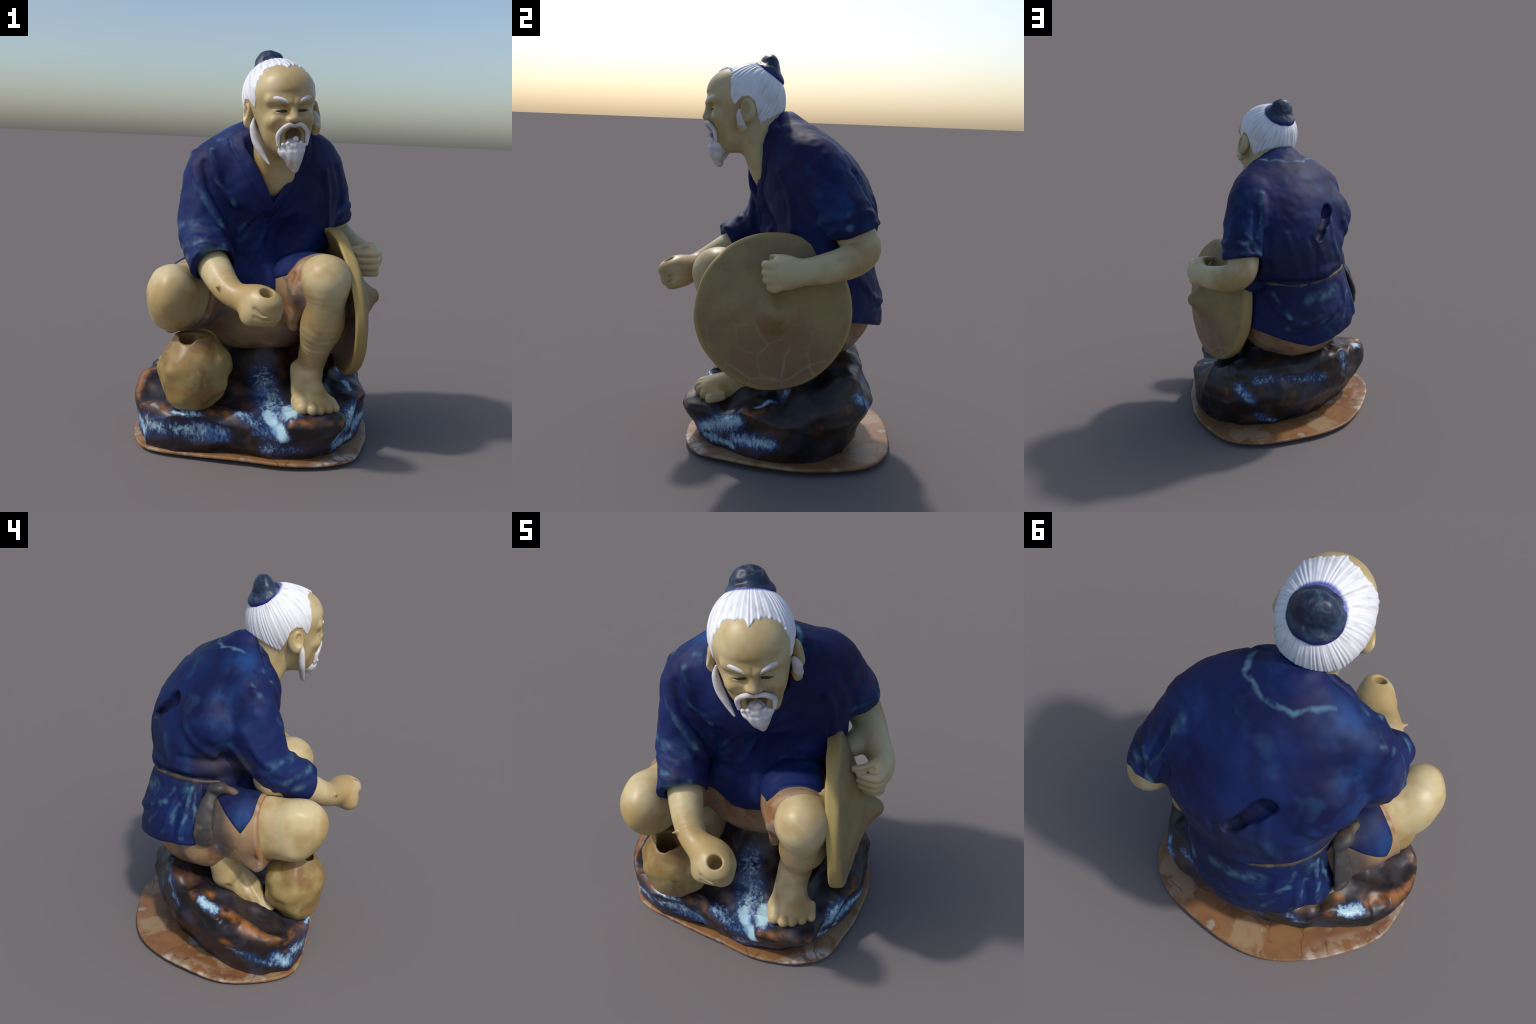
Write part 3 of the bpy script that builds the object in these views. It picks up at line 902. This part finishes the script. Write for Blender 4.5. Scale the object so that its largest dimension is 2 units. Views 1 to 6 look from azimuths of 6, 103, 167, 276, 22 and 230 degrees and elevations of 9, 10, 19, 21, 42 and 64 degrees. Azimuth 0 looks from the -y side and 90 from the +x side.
def robe_field(P):
    d = robe_base(P)
    # waist pinch
    d = d + 0.022 * np.exp(-((P[:, 2] - 0.985 - 0.04 * (P[:, 0] < -0.2)) / 0.03) ** 2) * np.clip((P[:, 1] - 0.0) / 0.15, 0, 1)
    d = d - 1.4 * folds(P)
    d = d + 0.008 * noise(P, 7, 11, 3)
    v = vee(P)
    d = d - 0.010 * np.clip(1 - (v - 0.0) / 0.055, 0, 1) ** 0.5 * (P[:, 1] < 0.1) * (P[:, 2] > 1.1)
    d = smax(d, -tube(P, [tuple(DENT[0]) + (0.040,), tuple(DENT[1]) + (0.030,), tuple(DENT[2]) + (0.028,)], 3) - 0.007 * noise(P, 22, 15, 1), 0.020)   # open dent in the back
    front = (P[:, 1] < 0.1) & (P[:, 2] > 1.18)
    d = d + 0.007 * np.exp(-((v - 0.050) / 0.008) ** 2) * front
    d = d + 0.006 * ridge(P, [(0.19, 0.03, 1.645), (0.12, 0.12, 1.655), (0.02, 0.14, 1.650), (-0.08, 0.09, 1.635), (-0.14, -0.01, 1.605)], 0.010)
    d = smax(d, -v, 0.012)
    # sleeve openings round the arms
    d = smax(d, -smax(tube(P, [(-0.23, -0.26, 0.985, 0.09), (-0.13, -0.42, 0.93, 0.098)], 2), -plane(P, R_HEM - 0.04 * unit(R_HEM_N), R_HEM_N), 0.01), 0.008)
    d = smax(d, -smax(tube(P, [(0.325, 0.40, 1.20, 0.10), (0.335, 0.46, 1.09, 0.108)], 2), -plane(P, L_HEM - 0.04 * unit(L_HEM_N), L_HEM_N), 0.01), 0.008)
    # lap panel ends
    d = smax(d, 0.735 - P[:, 2] + 0.4 * np.abs(P[:, 0] - 0.05), 0.02)
    return d


def flap_field(P):
    """blue robe front lying over both thighs; a corner hangs down the right thigh"""
    d = shorts_field(P) - 0.005
    x, y, z = P[:, 0], P[:, 1], P[:, 2]
    low = np.maximum(0.80 + 1.0 * (y + 0.05), 0.80 - 1.45 * (y + 0.05))
    low = np.where(x < -0.15, low, np.interp(x, [-0.15, 0.05, 0.18, 0.30], [0.86, 0.86, 0.93, 0.965])).astype(f32)
    d = smax(d, (low - z) * 0.6, 0.01)
    front = np.where(x < 0, plane(P, (-0.40, -0.145, 0.77), (-0.30, -0.95, 0.12)), plane(P, (0.30, -0.135, 1.0), (0.35, -0.93, 0.10)))
    return smax(d, front, 0.01)


def sash_field(P):
    d = ell(P, (-0.365, 0.085, 0.985), (0.035, 0.045, 0.028))
    d = smin(d, tube(P, [(-0.36, 0.06, 0.985, 0.022), (-0.345, 0.00, 0.955, 0.020), (-0.37, 0.02, 0.925, 0.012)], 3), 0.02)
    Q = P * V(1.0, 0.46, 1.0)        # flat tails hanging from the knot
    d = smin(d, tube(Q, [(-0.365, 0.046, 0.98, 0.016), (-0.412, 0.062, 0.90, 0.020), (-0.442, 0.068, 0.80, 0.024), (-0.438, 0.066, 0.715, 0.020)], 3), 0.02)
    d = d + 0.005 * ridge(P, [(-0.40, 0.10, 0.96), (-0.48, 0.115, 0.85), (-0.47, 0.11, 0.70)], 0.014)
    return d + 0.003 * noise(P, 15, 33, 2)


def belt_field(P):
    """thin cord round the pinched waist"""
    a = np.arctan2(P[:, 1] - 0.19, P[:, 0] + 0.03)
    zz = 0.985 + 0.008 * np.sin(3 * a) - 0.02 * np.clip(P[:, 0] / 0.3, -1, 1)
    body = loft(P, TORSO) + 0.010
    d = np.sqrt(body ** 2 + ((P[:, 2] - zz) * 0.8) ** 2) - 0.010
    return smax(d, 0.02 - P[:, 1], 0.02) + 0.003 * noise(P, 20, 34, 1)


def skirt_field(P):
    d = loft(P, SKIRT)
    a = np.arctan2(P[:, 1] - 0.2, P[:, 0] + 0.04)
    d = d - 0.005 * np.sin(9 * a + 3 * np.sin(2 * a)) * np.clip((1.0 - P[:, 2]) / 0.3, 0, 1)
    for pts, w, h in (
            ([(-0.33, 0.25, 0.98), (-0.37, 0.33, 0.85), (-0.40, 0.38, 0.70)], 0.016, 0.014),
            ([(-0.34, 0.22, 0.98), (-0.39, 0.25, 0.85), (-0.42, 0.28, 0.70)], 0.014, 0.010),
            ([(-0.30, 0.31, 0.98), (-0.31, 0.44, 0.85), (-0.30, 0.50, 0.70)], 0.018, 0.014),
            ([(-0.35, 0.29, 0.92), (-0.38, 0.30, 0.80), (-0.41, 0.33, 0.70)], 0.016, -0.012),
            ([(-0.33, 0.30, 0.92), (-0.20, 0.50, 0.80), (0.05, 0.56, 0.74)], 0.022, 0.014),
            ([(-0.30, 0.36, 0.86), (-0.15, 0.54, 0.74), (0.05, 0.56, 0.68)], 0.020, -0.010),
            ([(0.20, 0.42, 0.94), (0.12, 0.52, 0.82), (-0.02, 0.56, 0.76)], 0.020, 0.010)):
        d = d - h * ridge(P, pts, w)
    d = d + 0.007 * noise(P, 8, 21, 3)
    low = np.interp(P[:, 0], [-0.44, -0.25, -0.07, 0.15, 0.30], [0.685, 0.640, 0.607, 0.665, 0.700]).astype(f32)
    d = smax(d, low - P[:, 2], 0.02)
    return smax(d, 0.16 - P[:, 1], 0.02)


def chest_field(P):
    d = loft(P, TORSO) + 0.022
    return smax(smax(d, vee(P) - 0.05, 0.02), 1.15 - P[:, 2], 0.02)


def shorts_field(P):
    S = V(1.15, 1, 1)
    d = smin(tube(P * S, [(x * 1.15, y, z, r) for x, y, z, r in R_THIGH]) * 0.93, tube(P, L_THIGH), 0.06)
    d = smin(d, ell(P, (-0.03, 0.19, 0.68), (0.34, 0.30, 0.26)), 0.05)
    d = smin(d, ell(P, (0.03, 0.05, 0.70), (0.20, 0.15, 0.15)), 0.05)
    d = smin(d, ell(P, (-0.29, 0.15, 0.66), (0.135, 0.15, 0.15)), 0.05)
    # cuff over the left knee, its inner edge hanging down beside the shin
    cuff = tube(P, [(0.410, -0.140, 0.950, 0.028), (0.330, -0.165, 1.002, 0.030), (0.240, -0.205, 0.975, 0.030), (0.205, -0.235, 0.890, 0.030), (0.198, -0.215, 0.770, 0.028), (0.190, -0.175, 0.660, 0.024)])
    d = smin(d, cuff, 0.05)
    d = smin(d, ell(P, (0.165, -0.05, 0.80), (0.075, 0.15, 0.165)), 0.05)
    d = d + 0.012 * ridge(P, [(0.185, -0.25, 0.93), (0.170, -0.26, 0.83), (0.165, -0.22, 0.72)], 0.016)
    d = d + 0.008 * ridge(P, [(0.40, -0.115, 1.00), (0.32, -0.150, 1.02), (0.22, -0.195, 0.985)], 0.012)
    # flared corner of the right leg
    d = smin(d, cone(P, (-0.38, -0.02, 0.66), (-0.435, -0.13, 0.60), 0.05, 0.035), 0.05)
    d = d + 0.010 * noise(P, 7, 31, 2)
    d = d - 0.008 * ridge(P, [(-0.47, -0.16, 0.90), (-0.53, -0.155, 0.76), (-0.46, -0.14, 0.60)], 0.02)
    d = smax(d, plane(P, (-0.40, -0.165, 0.77), (-0.30, -0.95, 0.12)) - 10.0 * np.clip(P[:, 0] + 0.05, 0, 1), 0.012)
    return smax(d, 0.46 - P[:, 2], 0.03)


# ------------------------------------------------------------------ LIMBS
def right_arm_field(P):
    d = tube(P, R_ARM)
    R = frame((0.80, -0.56, -0.15), (-0.1, 0.3, 1))
    fist = ell(P, (0.065, -0.545, 0.835), (0.105, 0.080, 0.088), R)
    d = smin(d, fist, 0.05)
    d = smin(d, ell(P, (0.085, -0.585, 0.870), (0.078, 0.060, 0.040), frame((0.9, -0.3, -0.2), (0.3, 0.9, 0.3))), 0.03)
    d = smin(d, cone(P, (0.02, -0.585, 0.79), (0.11, -0.575, 0.79), 0.045, 0.040), 0.04)       # heel of the curled fingers
    for z0, z1, z2 in ((0.832, 0.806, 0.822), (0.795, 0.782, 0.795), (0.768, 0.758, 0.765)):
        d = d + 0.011 * ridge(P, [(0.045, -0.64, z0), (0.09, -0.625, z1), (0.145, -0.58, z2), (0.17, -0.52, z2 + 0.02)], 0.0085)
    ax = unit((0.10, -0.42, 0.90))
    c = V(0.092, -0.598, 0.90)
    d = smax(d, -cone(P, c + 0.08 * ax, c - 0.07 * ax, 0.036, 0.026), 0.012)
    d = smin(d, cone(P, (-0.115, -0.475, 0.885), (-0.150, -0.525, 0.90), 0.022, 0.003), 0.012)
    return d


def left_arm_field(P):
    d = tube(P, L_ARM)
    d = smin(d, ell(P, (0.405, 0.300, 0.985), (0.060, 0.10, 0.050)), 0.03)      # clay left between arm and hat
    d = smin(d, ell(P, (0.563, 0.145, 0.978), (0.050, 0.085, 0.080)), 0.04)
    # four fingers curled round the brim, fanning from the back of the hand
    for i, (y, z) in enumerate(((0.058, 1.012), (0.060, 0.976), (0.066, 0.942), (0.084, 0.908))):
        back = 0.985 + 0.55 * (z - 0.96)
        finger = tube(P, [(0.578, 0.185, back, 0.020), (0.593, 0.120, z + 0.002, 0.022), (0.587, y + 0.010, z, 0.0215), (0.555, y - 0.004, z - 0.002, 0.019), (0.500, y + 0.002, z - 0.004, 0.017)], 3)
        d = smin(d, finger, 0.011)
    # thumb over the top, leaving a slot above the first finger
    d = smin(d, tube(P, [(0.570, 0.180, 1.022, 0.030), (0.552, 0.130, 1.038, 0.022), (0.515, 0.085, 1.036, 0.018), (0.470, 0.065, 1.028, 0.016)], 3), 0.018)
    d = smax(d, -tube(P, [(0.553, 0.088, 1.038, 0.011), (0.515, 0.058, 1.030, 0.010), (0.480, 0.043, 1.024, 0.009)], 3), 0.008)
    return d


def right_leg_field(P):
    S = V(1.28, 1.0, 1.0)            # limbs pressed together: narrower across than deep
    Q = P * S

    def t(rows):
        return tube(Q, [(x * 1.28, y, z, r) for x, y, z, r in rows]) * 0.9
    d = t([(-0.25, 0.05, 0.78, 0.14), (-0.34, -0.16, 0.79, 0.155), (-0.388, -0.302, 0.790, 0.160)])
    d = smin(d, ell(P, (-0.398, -0.345, 0.835), (0.105, 0.140, 0.118), yaw_frame(20)), 0.04)
    d = smin(d, tube(P, [(-0.39, -0.30, 0.745, 0.105), (-0.33, -0.06, 0.69, 0.10), (-0.29, 0.05, 0.60, 0.09), (-0.285, 0.05, 0.46, 0.08)]), 0.04)
    # foot tucked in on the rock, instep tendons running down to the toes
    d = smin(d, ell(P, (-0.250, -0.015, 0.390), (0.080, 0.140, 0.092), frame((-0.15, -0.85, -0.5), (-0.9, 0.1, 0))[[1, 0, 2]]), 0.04)
    d = smin(d, tube(P, [(-0.28, -0.05, 0.385, 0.065), (-0.33, -0.13, 0.335, 0.045), (-0.345, -0.18, 0.31, 0.035)]), 0.04)
    for i in range(4):
        d = d + 0.007 * ridge(P, [(-0.335 + 0.01 * i, 0.06 - 0.05 * i, 0.46), (-0.36, 0.0 - 0.05 * i, 0.38), (-0.375, -0.05 - 0.04 * i, 0.33)], 0.014)
    return d + 0.004 * noise(P, 9, 41, 2)


def left_leg_field(P):
    d = tube(P, [(0.22, 0.0, 0.83, 0.09), (0.30, -0.12, 0.880, 0.100), (0.345, -0.235, 0.905, 0.117), (0.345, -0.225, 0.80, 0.105), (0.335, -0.190, 0.68, 0.105), (0.305, -0.110, 0.53, 0.080), (0.282, -0.065, 0.41, 0.066)])
    d = smin(d, ell(P, (0.345, -0.245, 0.925), (0.112, 0.110, 0.098)), 0.05)
    d = smin(d, ell(P, (0.395, -0.09, 0.78), (0.055, 0.12, 0.21)), 0.05)      # clay joining leg and hat
    d = smin(d, tube(P, [(0.272, 0.01, 0.345, 0.055), (0.285, -0.08, 0.36, 0.06), (0.315, -0.18, 0.325, 0.055), (0.335, -0.245, 0.295, 0.05)]), 0.05)
    d = smin(d, ell(P, (0.335, -0.235, 0.290), (0.10, 0.075, 0.040), yaw_frame(38)), 0.04)
    toes = [(0.265, -0.325, 0.290, 0.036), (0.315, -0.330, 0.285, 0.028), (0.355, -0.310, 0.280, 0.026), (0.392, -0.280, 0.275, 0.025), (0.425, -0.240, 0.270, 0.024)]
    for x, y, z, r in toes:
        d = smin(d, cone(P, (x - 0.02, y + 0.06, z + 0.015), (x, y, z), r * 0.9, r), 0.009)
    d = smin(d, tube(P, [(0.215, -0.06, 0.41, 0.03), (0.235, -0.16, 0.345, 0.032), (0.255, -0.27, 0.295, 0.03)], 3), 0.05)
    d = smin(d, ell(P, (0.275, -0.15, 0.30), (0.07, 0.14, 0.06), yaw_frame(15)), 0.04)
    return d + 0.003 * noise(P, 9, 43, 2)


# ------------------------------------------------------------------ HAT, JAR, ROCK, SLAB
HAT_N = unit((0.945, 0.285, 0.135))
HAT_C = V(0.430, 0.072, 0.757)
HAT_R = 0.385


def hat_field(P):
    q = P - HAT_C
    h = q @ HAT_N
    r = np.sqrt(np.maximum((q * q).sum(1) - h * h, 1e-8))
    prof = np.interp(r, [0, 0.03, 0.05, 0.10, 0.16, 0.25, 0.385, 0.6], [0.178, 0.168, 0.142, 0.098, 0.070, 0.038, -0.012, -0.09]).astype(f32)
    thick = np.interp(r, [0.0, 0.2, 0.36], [0.018, 0.022, 0.027]).astype(f32)
    d = np.abs(h - prof + (thick - 0.018)) * 0.85 - thick + 0.003 * noise(P, 10, 51, 2)
    d = smin(d, smax(r - 0.11, np.abs(h - 0.04) - 0.03, 0.02), 0.02)
    d = smax(d, r - HAT_R - 0.006 * noise(P, 6, 52, 1), 0.02)
    knob = HAT_C + 0.166 * HAT_N
    return smin(d, ell(P, knob, (0.030, 0.030, 0.030)), 0.02)


def jar_field(P):
    c = V(-0.272, -0.315, 0)
    q = (P - c) / V(1.16, 1.0, 1.0)
    z = P[:, 2]
    r = np.sqrt(q[:, 0] ** 2 + q[:, 1] ** 2)
    s = spline([(0.24, 0.070), (0.285, 0.105), (0.36, 0.142), (0.445, 0.155), (0.52, 0.139), (0.57, 0.106), (0.60, 0.080), (0.63, 0.074)], 6)
    R = np.interp(z, s[:, 0], s[:, 1]).astype(f32)
    d = (r - R) * 0.8 + 0.014 * noise(P, 8, 61, 2)
    d = smax(d, np.abs(z - 0.435) - 0.185, 0.015)
    mouth = np.sqrt((P[:, 0] + 0.285) ** 2 + (P[:, 1] + 0.352) ** 2)
    return smax(d, -smax(mouth - 0.058, 0.45 - z, 0.02), 0.012)


# outlines of the rock seen from above, at three heights, and spot heights of its top
ROCK_FOOT = [(0.52, -0.05), (0.56, 0.07), (0.56, 0.17), (0.50, 0.33), (0.38, 0.41), (0.20, 0.45), (0.0, 0.42), (-0.14, 0.36), (-0.30, 0.23), (-0.42, 0.12),
             (-0.545, -0.05), (-0.580, -0.18), (-0.500, -0.305), (-0.380, -0.370), (-0.20, -0.365), (-0.03, -0.36), (0.08, -0.38), (0.17, -0.385), (0.30, -0.325), (0.42, -0.24)]
ROCK_BELLY = [(0.55, 0.0), (0.56, 0.15), (0.52, 0.34), (0.42, 0.48), (0.28, 0.555), (0.12, 0.53), (-0.14, 0.445), (-0.32, 0.34), (-0.43, 0.23), (-0.555, 0.09),
              (-0.605, -0.05), (-0.605, -0.17), (-0.535, -0.31), (-0.40, -0.385), (-0.20, -0.395), (-0.03, -0.395), (0.10, -0.405), (0.20, -0.425), (0.35, -0.40), (0.46, -0.33), (0.47, -0.2)]
ROCK_CROWN = [(0.47, 0.0), (0.45, 0.15), (0.44, 0.30), (0.40, 0.45), (0.25, 0.475), (0.10, 0.46), (-0.14, 0.42), (-0.30, 0.355), (-0.41, 0.26), (-0.53, 0.11),
              (-0.56, -0.03), (-0.53, -0.15), (-0.47, -0.27), (-0.25, -0.34), (0.0, -0.34), (0.20, -0.36), (0.38, -0.33), (0.48, -0.22)]
ROCK_TOP = [(-0.55, -0.25, 0.250), (-0.35, -0.38, 0.235), (-0.20, -0.39, 0.235), (-0.05, -0.38, 0.235), (0.08, -0.40, 0.185), (0.17, -0.42, 0.165), (0.225, -0.39, 0.255), (0.35, -0.37, 0.25),
            (0.47, -0.30, 0.235), (0.35, -0.25, 0.265), (0.28, -0.05, 0.31), (-0.28, -0.30, 0.265), (-0.44, -0.14, 0.30), (-0.38, -0.10, 0.33), (-0.36, 0.06, 0.39), (-0.55, 0.0, 0.325),
            (-0.50, 0.12, 0.385), (-0.44, 0.21, 0.40), (-0.30, 0.32, 0.44), (-0.18, 0.30, 0.46), (0.03, 0.04, 0.53), (0.05, -0.12, 0.37), (0.04, -0.25, 0.285), (0.11, -0.31, 0.245),
            (-0.10, -0.14, 0.355), (0.48, -0.14, 0.205), (0.52, 0.0, 0.265), (0.48, 0.12, 0.30), (0.45, 0.28, 0.37), (0.41, 0.43, 0.43), (0.28, 0.47, 0.46), (0.10, 0.44, 0.46), (0.0, 0.25, 0.53), (0.22, 0.2, 0.5), (0.36, 0.2, 0.42)]
ROCK_C = (0.0, 0.06)


def outline_radius(pts, c, n=144):
    s = spline(pts[-1:] + pts + pts[:2], 4)[4:-4]
    a = np.arctan2(s[:, 1] - c[1], s[:, 0] - c[0])
    r = np.hypot(s[:, 0] - c[0], s[:, 1] - c[1])
    o = np.argsort(a)
    return np.interp(np.linspace(-math.pi, math.pi, n + 1), a[o], r[o], period=2 * math.pi)


ROCK_TAB = [outline_radius(o, ROCK_C) for o in (ROCK_FOOT, ROCK_BELLY, ROCK_CROWN)]


def rock_field(P):
    x, y, z = P[:, 0], P[:, 1], P[:, 2]
    a = (np.arctan2(y - ROCK_C[1], x - ROCK_C[0]) + math.pi) / (2 * math.pi) * 144
    i = np.clip(a.astype(int), 0, 143)
    t = a - i
    R0, R1, R2 = [tab[i] * (1 - t) + tab[i + 1] * t for tab in ROCK_TAB]
    # radius over height: foot, swelling belly, crown
    w = np.clip((z - 0.03) / 0.24, 0, 1)
    w = w * w * (3 - 2 * w)
    v = np.clip((z - 0.27) / 0.17, 0, 1.3)
    R0 = R0 - 0.022 * np.exp(-((z - 0.03) / 0.045) ** 2)
    R = R0 + (R1 - R0) * w + (R2 - R1) * v * v * (3 - 2 * np.minimum(v, 1))
    r = np.hypot(x - ROCK_C[0], y - ROCK_C[1])
    d = ((r - R) * 0.9).astype(f32)
    num, den = 0, 0
    for px, py, h in ROCK_TOP:
        k = 1 / ((x - px) ** 2 + (y - py) ** 2 + 0.0012) ** 1.7
        num, den = num + k * h, den + k
    top = (num / den).astype(f32)
    d = smax(d, (z - top) * 0.75, 0.05)
    ax = P * V(1, 1, 1.4) + 0.05 * z[:, None]
    crag = np.abs(noise(ax, 4.5, 71, 2))
    d = d - 0.012 + 0.024 * (crag - 0.30) + 0.010 * noise(P, 6, 73, 1) + 0.003 * noise(P, 16, 72, 2)
    d = d + 0.025 * ridge(P, [(0.07, -0.26, 0.32), (0.12, -0.37, 0.24), (0.165, -0.45, 0.14)], 0.030)   # channel beside the ledge
    return smax(d, 0.012 - z, 0.02)
SLAB = [(0.60, 0.06), (0.585, 0.30), (0.47, 0.55), (0.30, 0.645), (0.04, 0.635), (-0.21, 0.578), (-0.40, 0.455), (-0.55, 0.24),
        (-0.635, 0.02), (-0.60, -0.20), (-0.49, -0.345), (-0.25, -0.385), (0.02, -0.41), (0.20, -0.42), (0.40, -0.37), (0.53, -0.27), (0.575, -0.12)]


def slab_field(P):
    s = spline([SLAB[-1]] + SLAB + SLAB[:2], 3)[3:-3]
    c = np.array([-0.01, 0.12])
    ang = np.arctan2(s[:, 1] - c[1], s[:, 0] - c[0])
    rad = np.hypot(s[:, 0] - c[0], s[:, 1] - c[1])
    o = np.argsort(ang)
    a = np.arctan2(P[:, 1] - c[1], P[:, 0] - c[0])
    R = np.interp(a, ang[o], rad[o], period=2 * math.pi).astype(f32)
    r = np.hypot(P[:, 0] - c[0], P[:, 1] - c[1])
    warp = 0.008 * noise(P * V(1, 1, 0), 3.0, 81, 1)
    d = (r - R - 0.006 * noise(P, 9, 82, 1)) * 0.9
    under = (r - R + 0.05 * np.clip((0.022 + warp - P[:, 2]) / 0.022, 0, 1)) * 0.9
    d = np.maximum(d, under)
    return smax(d, np.maximum(-P[:, 2] + 0.001, P[:, 2] - 0.036 - warp), 0.008)


# ------------------------------------------------------------------ assemble
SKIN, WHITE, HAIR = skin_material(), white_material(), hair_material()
ROBE, SKIRTM = robe_material("cobalt_glaze", ROBE_STREAKS, robe_base), robe_material("cobalt_skirt_glaze", SKIRT_STREAKS, skirt_field)
BUN, TAN, STRAW, JARM, ROCKM, MARBLE = bun_material(), shorts_material(), hat_material(), jar_material(), rock_material(), marble_material()
DARK = plain("dark_brown_glaze", (0.035, 0.022, 0.012), 0.4)
SASH = sash_material()
build("base_slab", slab_field, (-0.7, -0.5, -0.01), (0.7, 0.72, 0.06), 0.006, MARBLE)
build("rock", rock_field, (-0.75, -0.6, 0.0), (0.75, 0.75, 0.62), 0.006, ROCKM)
build("jar", jar_field, (-0.52, -0.55, 0.22), (-0.03, -0.1, 0.66), 0.005, JARM)
build("straw_hat", hat_field, (0.24, -0.38, 0.32), (0.68, 0.54, 1.20), 0.005, STRAW)
build_split([("hand", lambda P: plane(P, (-0.01, -0.51, 0.85), (0.8, -0.56, -0.1)) > 0), ("forearm", None)],
            right_arm_field, (-0.40, -0.70, 0.70), (0.22, -0.05, 1.14), 0.004, SKIN)
build_split([("hand", lambda P: P[:, 1] < 0.17), ("forearm", None)],
            left_arm_field, (0.20, -0.02, 0.84), (0.68, 0.60, 1.30), 0.004, SKIN)
build_split([("foot", lambda P: P[:, 2] < 0.47), ("leg", None)], right_leg_field, (-0.60, -0.56, 0.25), (-0.05, 0.25, 1.02), 0.006, SKIN)
build_split([("foot", lambda P: P[:, 2] < 0.40), ("leg", None)], left_leg_field, (0.06, -0.44, 0.22), (0.52, 0.15, 1.06), 0.005, SKIN)
build("shorts", shorts_field, (-0.62, -0.42, 0.42), (0.55, 0.60, 1.08), 0.006, TAN)
build("robe_flap", flap_field, (-0.62, -0.42, 0.70), (0.55, 0.40, 1.10), 0.006, SKIRTM)
build("sash", sash_field, (-0.55, -0.1, 0.62), (-0.25, 0.25, 1.06), 0.004, SASH)
build("belt", belt_field, (-0.45, -0.05, 0.90), (0.40, 0.60, 1.08), 0.005, SASH)
build("robe_skirt", skirt_field, (-0.52, -0.2, 0.42), (0.42, 0.65, 1.10), 0.006, SKIRTM)
build_split([("sleeve", lambda P: (right_sleeve(P) < loft(P, TORSO)) & (P[:, 0] < -0.1)),
             ("sleeve", lambda P: (left_sleeve(P) < loft(P, TORSO)) & (P[:, 0] > 0.1)),
             ("robe_body", None)], robe_field, (-0.52, -0.52, 0.78), (0.54, 0.66, 1.80), 0.0055, ROBE)
build("chest", chest_field, (-0.4, -0.3, 1.1), (0.45, 0.4, 1.7), 0.006, SKIN)
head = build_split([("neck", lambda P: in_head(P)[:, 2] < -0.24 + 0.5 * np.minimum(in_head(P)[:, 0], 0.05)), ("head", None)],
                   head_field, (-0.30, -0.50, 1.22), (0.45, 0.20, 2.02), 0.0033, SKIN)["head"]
build("ear", ear_field(1), (0.1, -0.35, 1.55), (0.4, 0.05, 1.85), 0.0025, SKIN, head)
build("ear", ear_field(-1), (-0.2, -0.40, 1.55), (0.05, -0.10, 1.82), 0.0025, SKIN, head)
build("hair", hair_field, (-0.25, -0.45, 1.55), (0.40, 0.15, 2.02), 0.0028, HAIR, head)
build("hair_bun", bun_field, (-0.2, -0.3, 1.78), (0.2, 0.12, 2.05), 0.004, BUN, head)
for side in (1, -1):
    build("eyebrow", eyebrow_field(side), (-0.02, -0.45, 1.70), (0.35, -0.15, 1.82), 0.0025, WHITE, head)
    build("eye", eye_field(side), (-0.02, -0.45, 1.66), (0.35, -0.15, 1.75), 0.002, DARK, head)
build("moustache", moustache_field, (-0.02, -0.45, 1.50), (0.35, -0.15, 1.70), 0.0025, WHITE, head)
build("beard", beard_field, (0.0, -0.45, 1.38), (0.32, -0.15, 1.62), 0.0028, WHITE, head)
build("tooth", tongue_field, (0.05, -0.45, 1.50), (0.30, -0.25, 1.66), 0.0025, WHITE, head)
build("side_lock", right_lock_field, (-0.15, -0.45, 1.42), (0.12, -0.15, 1.72), 0.0025, WHITE, head)
build("side_lock", left_lock_field, (0.15, -0.30, 1.55), (0.34, -0.05, 1.76), 0.0025, WHITE, head)
build("lock_stub", left_stub_field, (0.15, -0.30, 1.55), (0.34, -0.05, 1.70), 0.0025, SKIN, head)
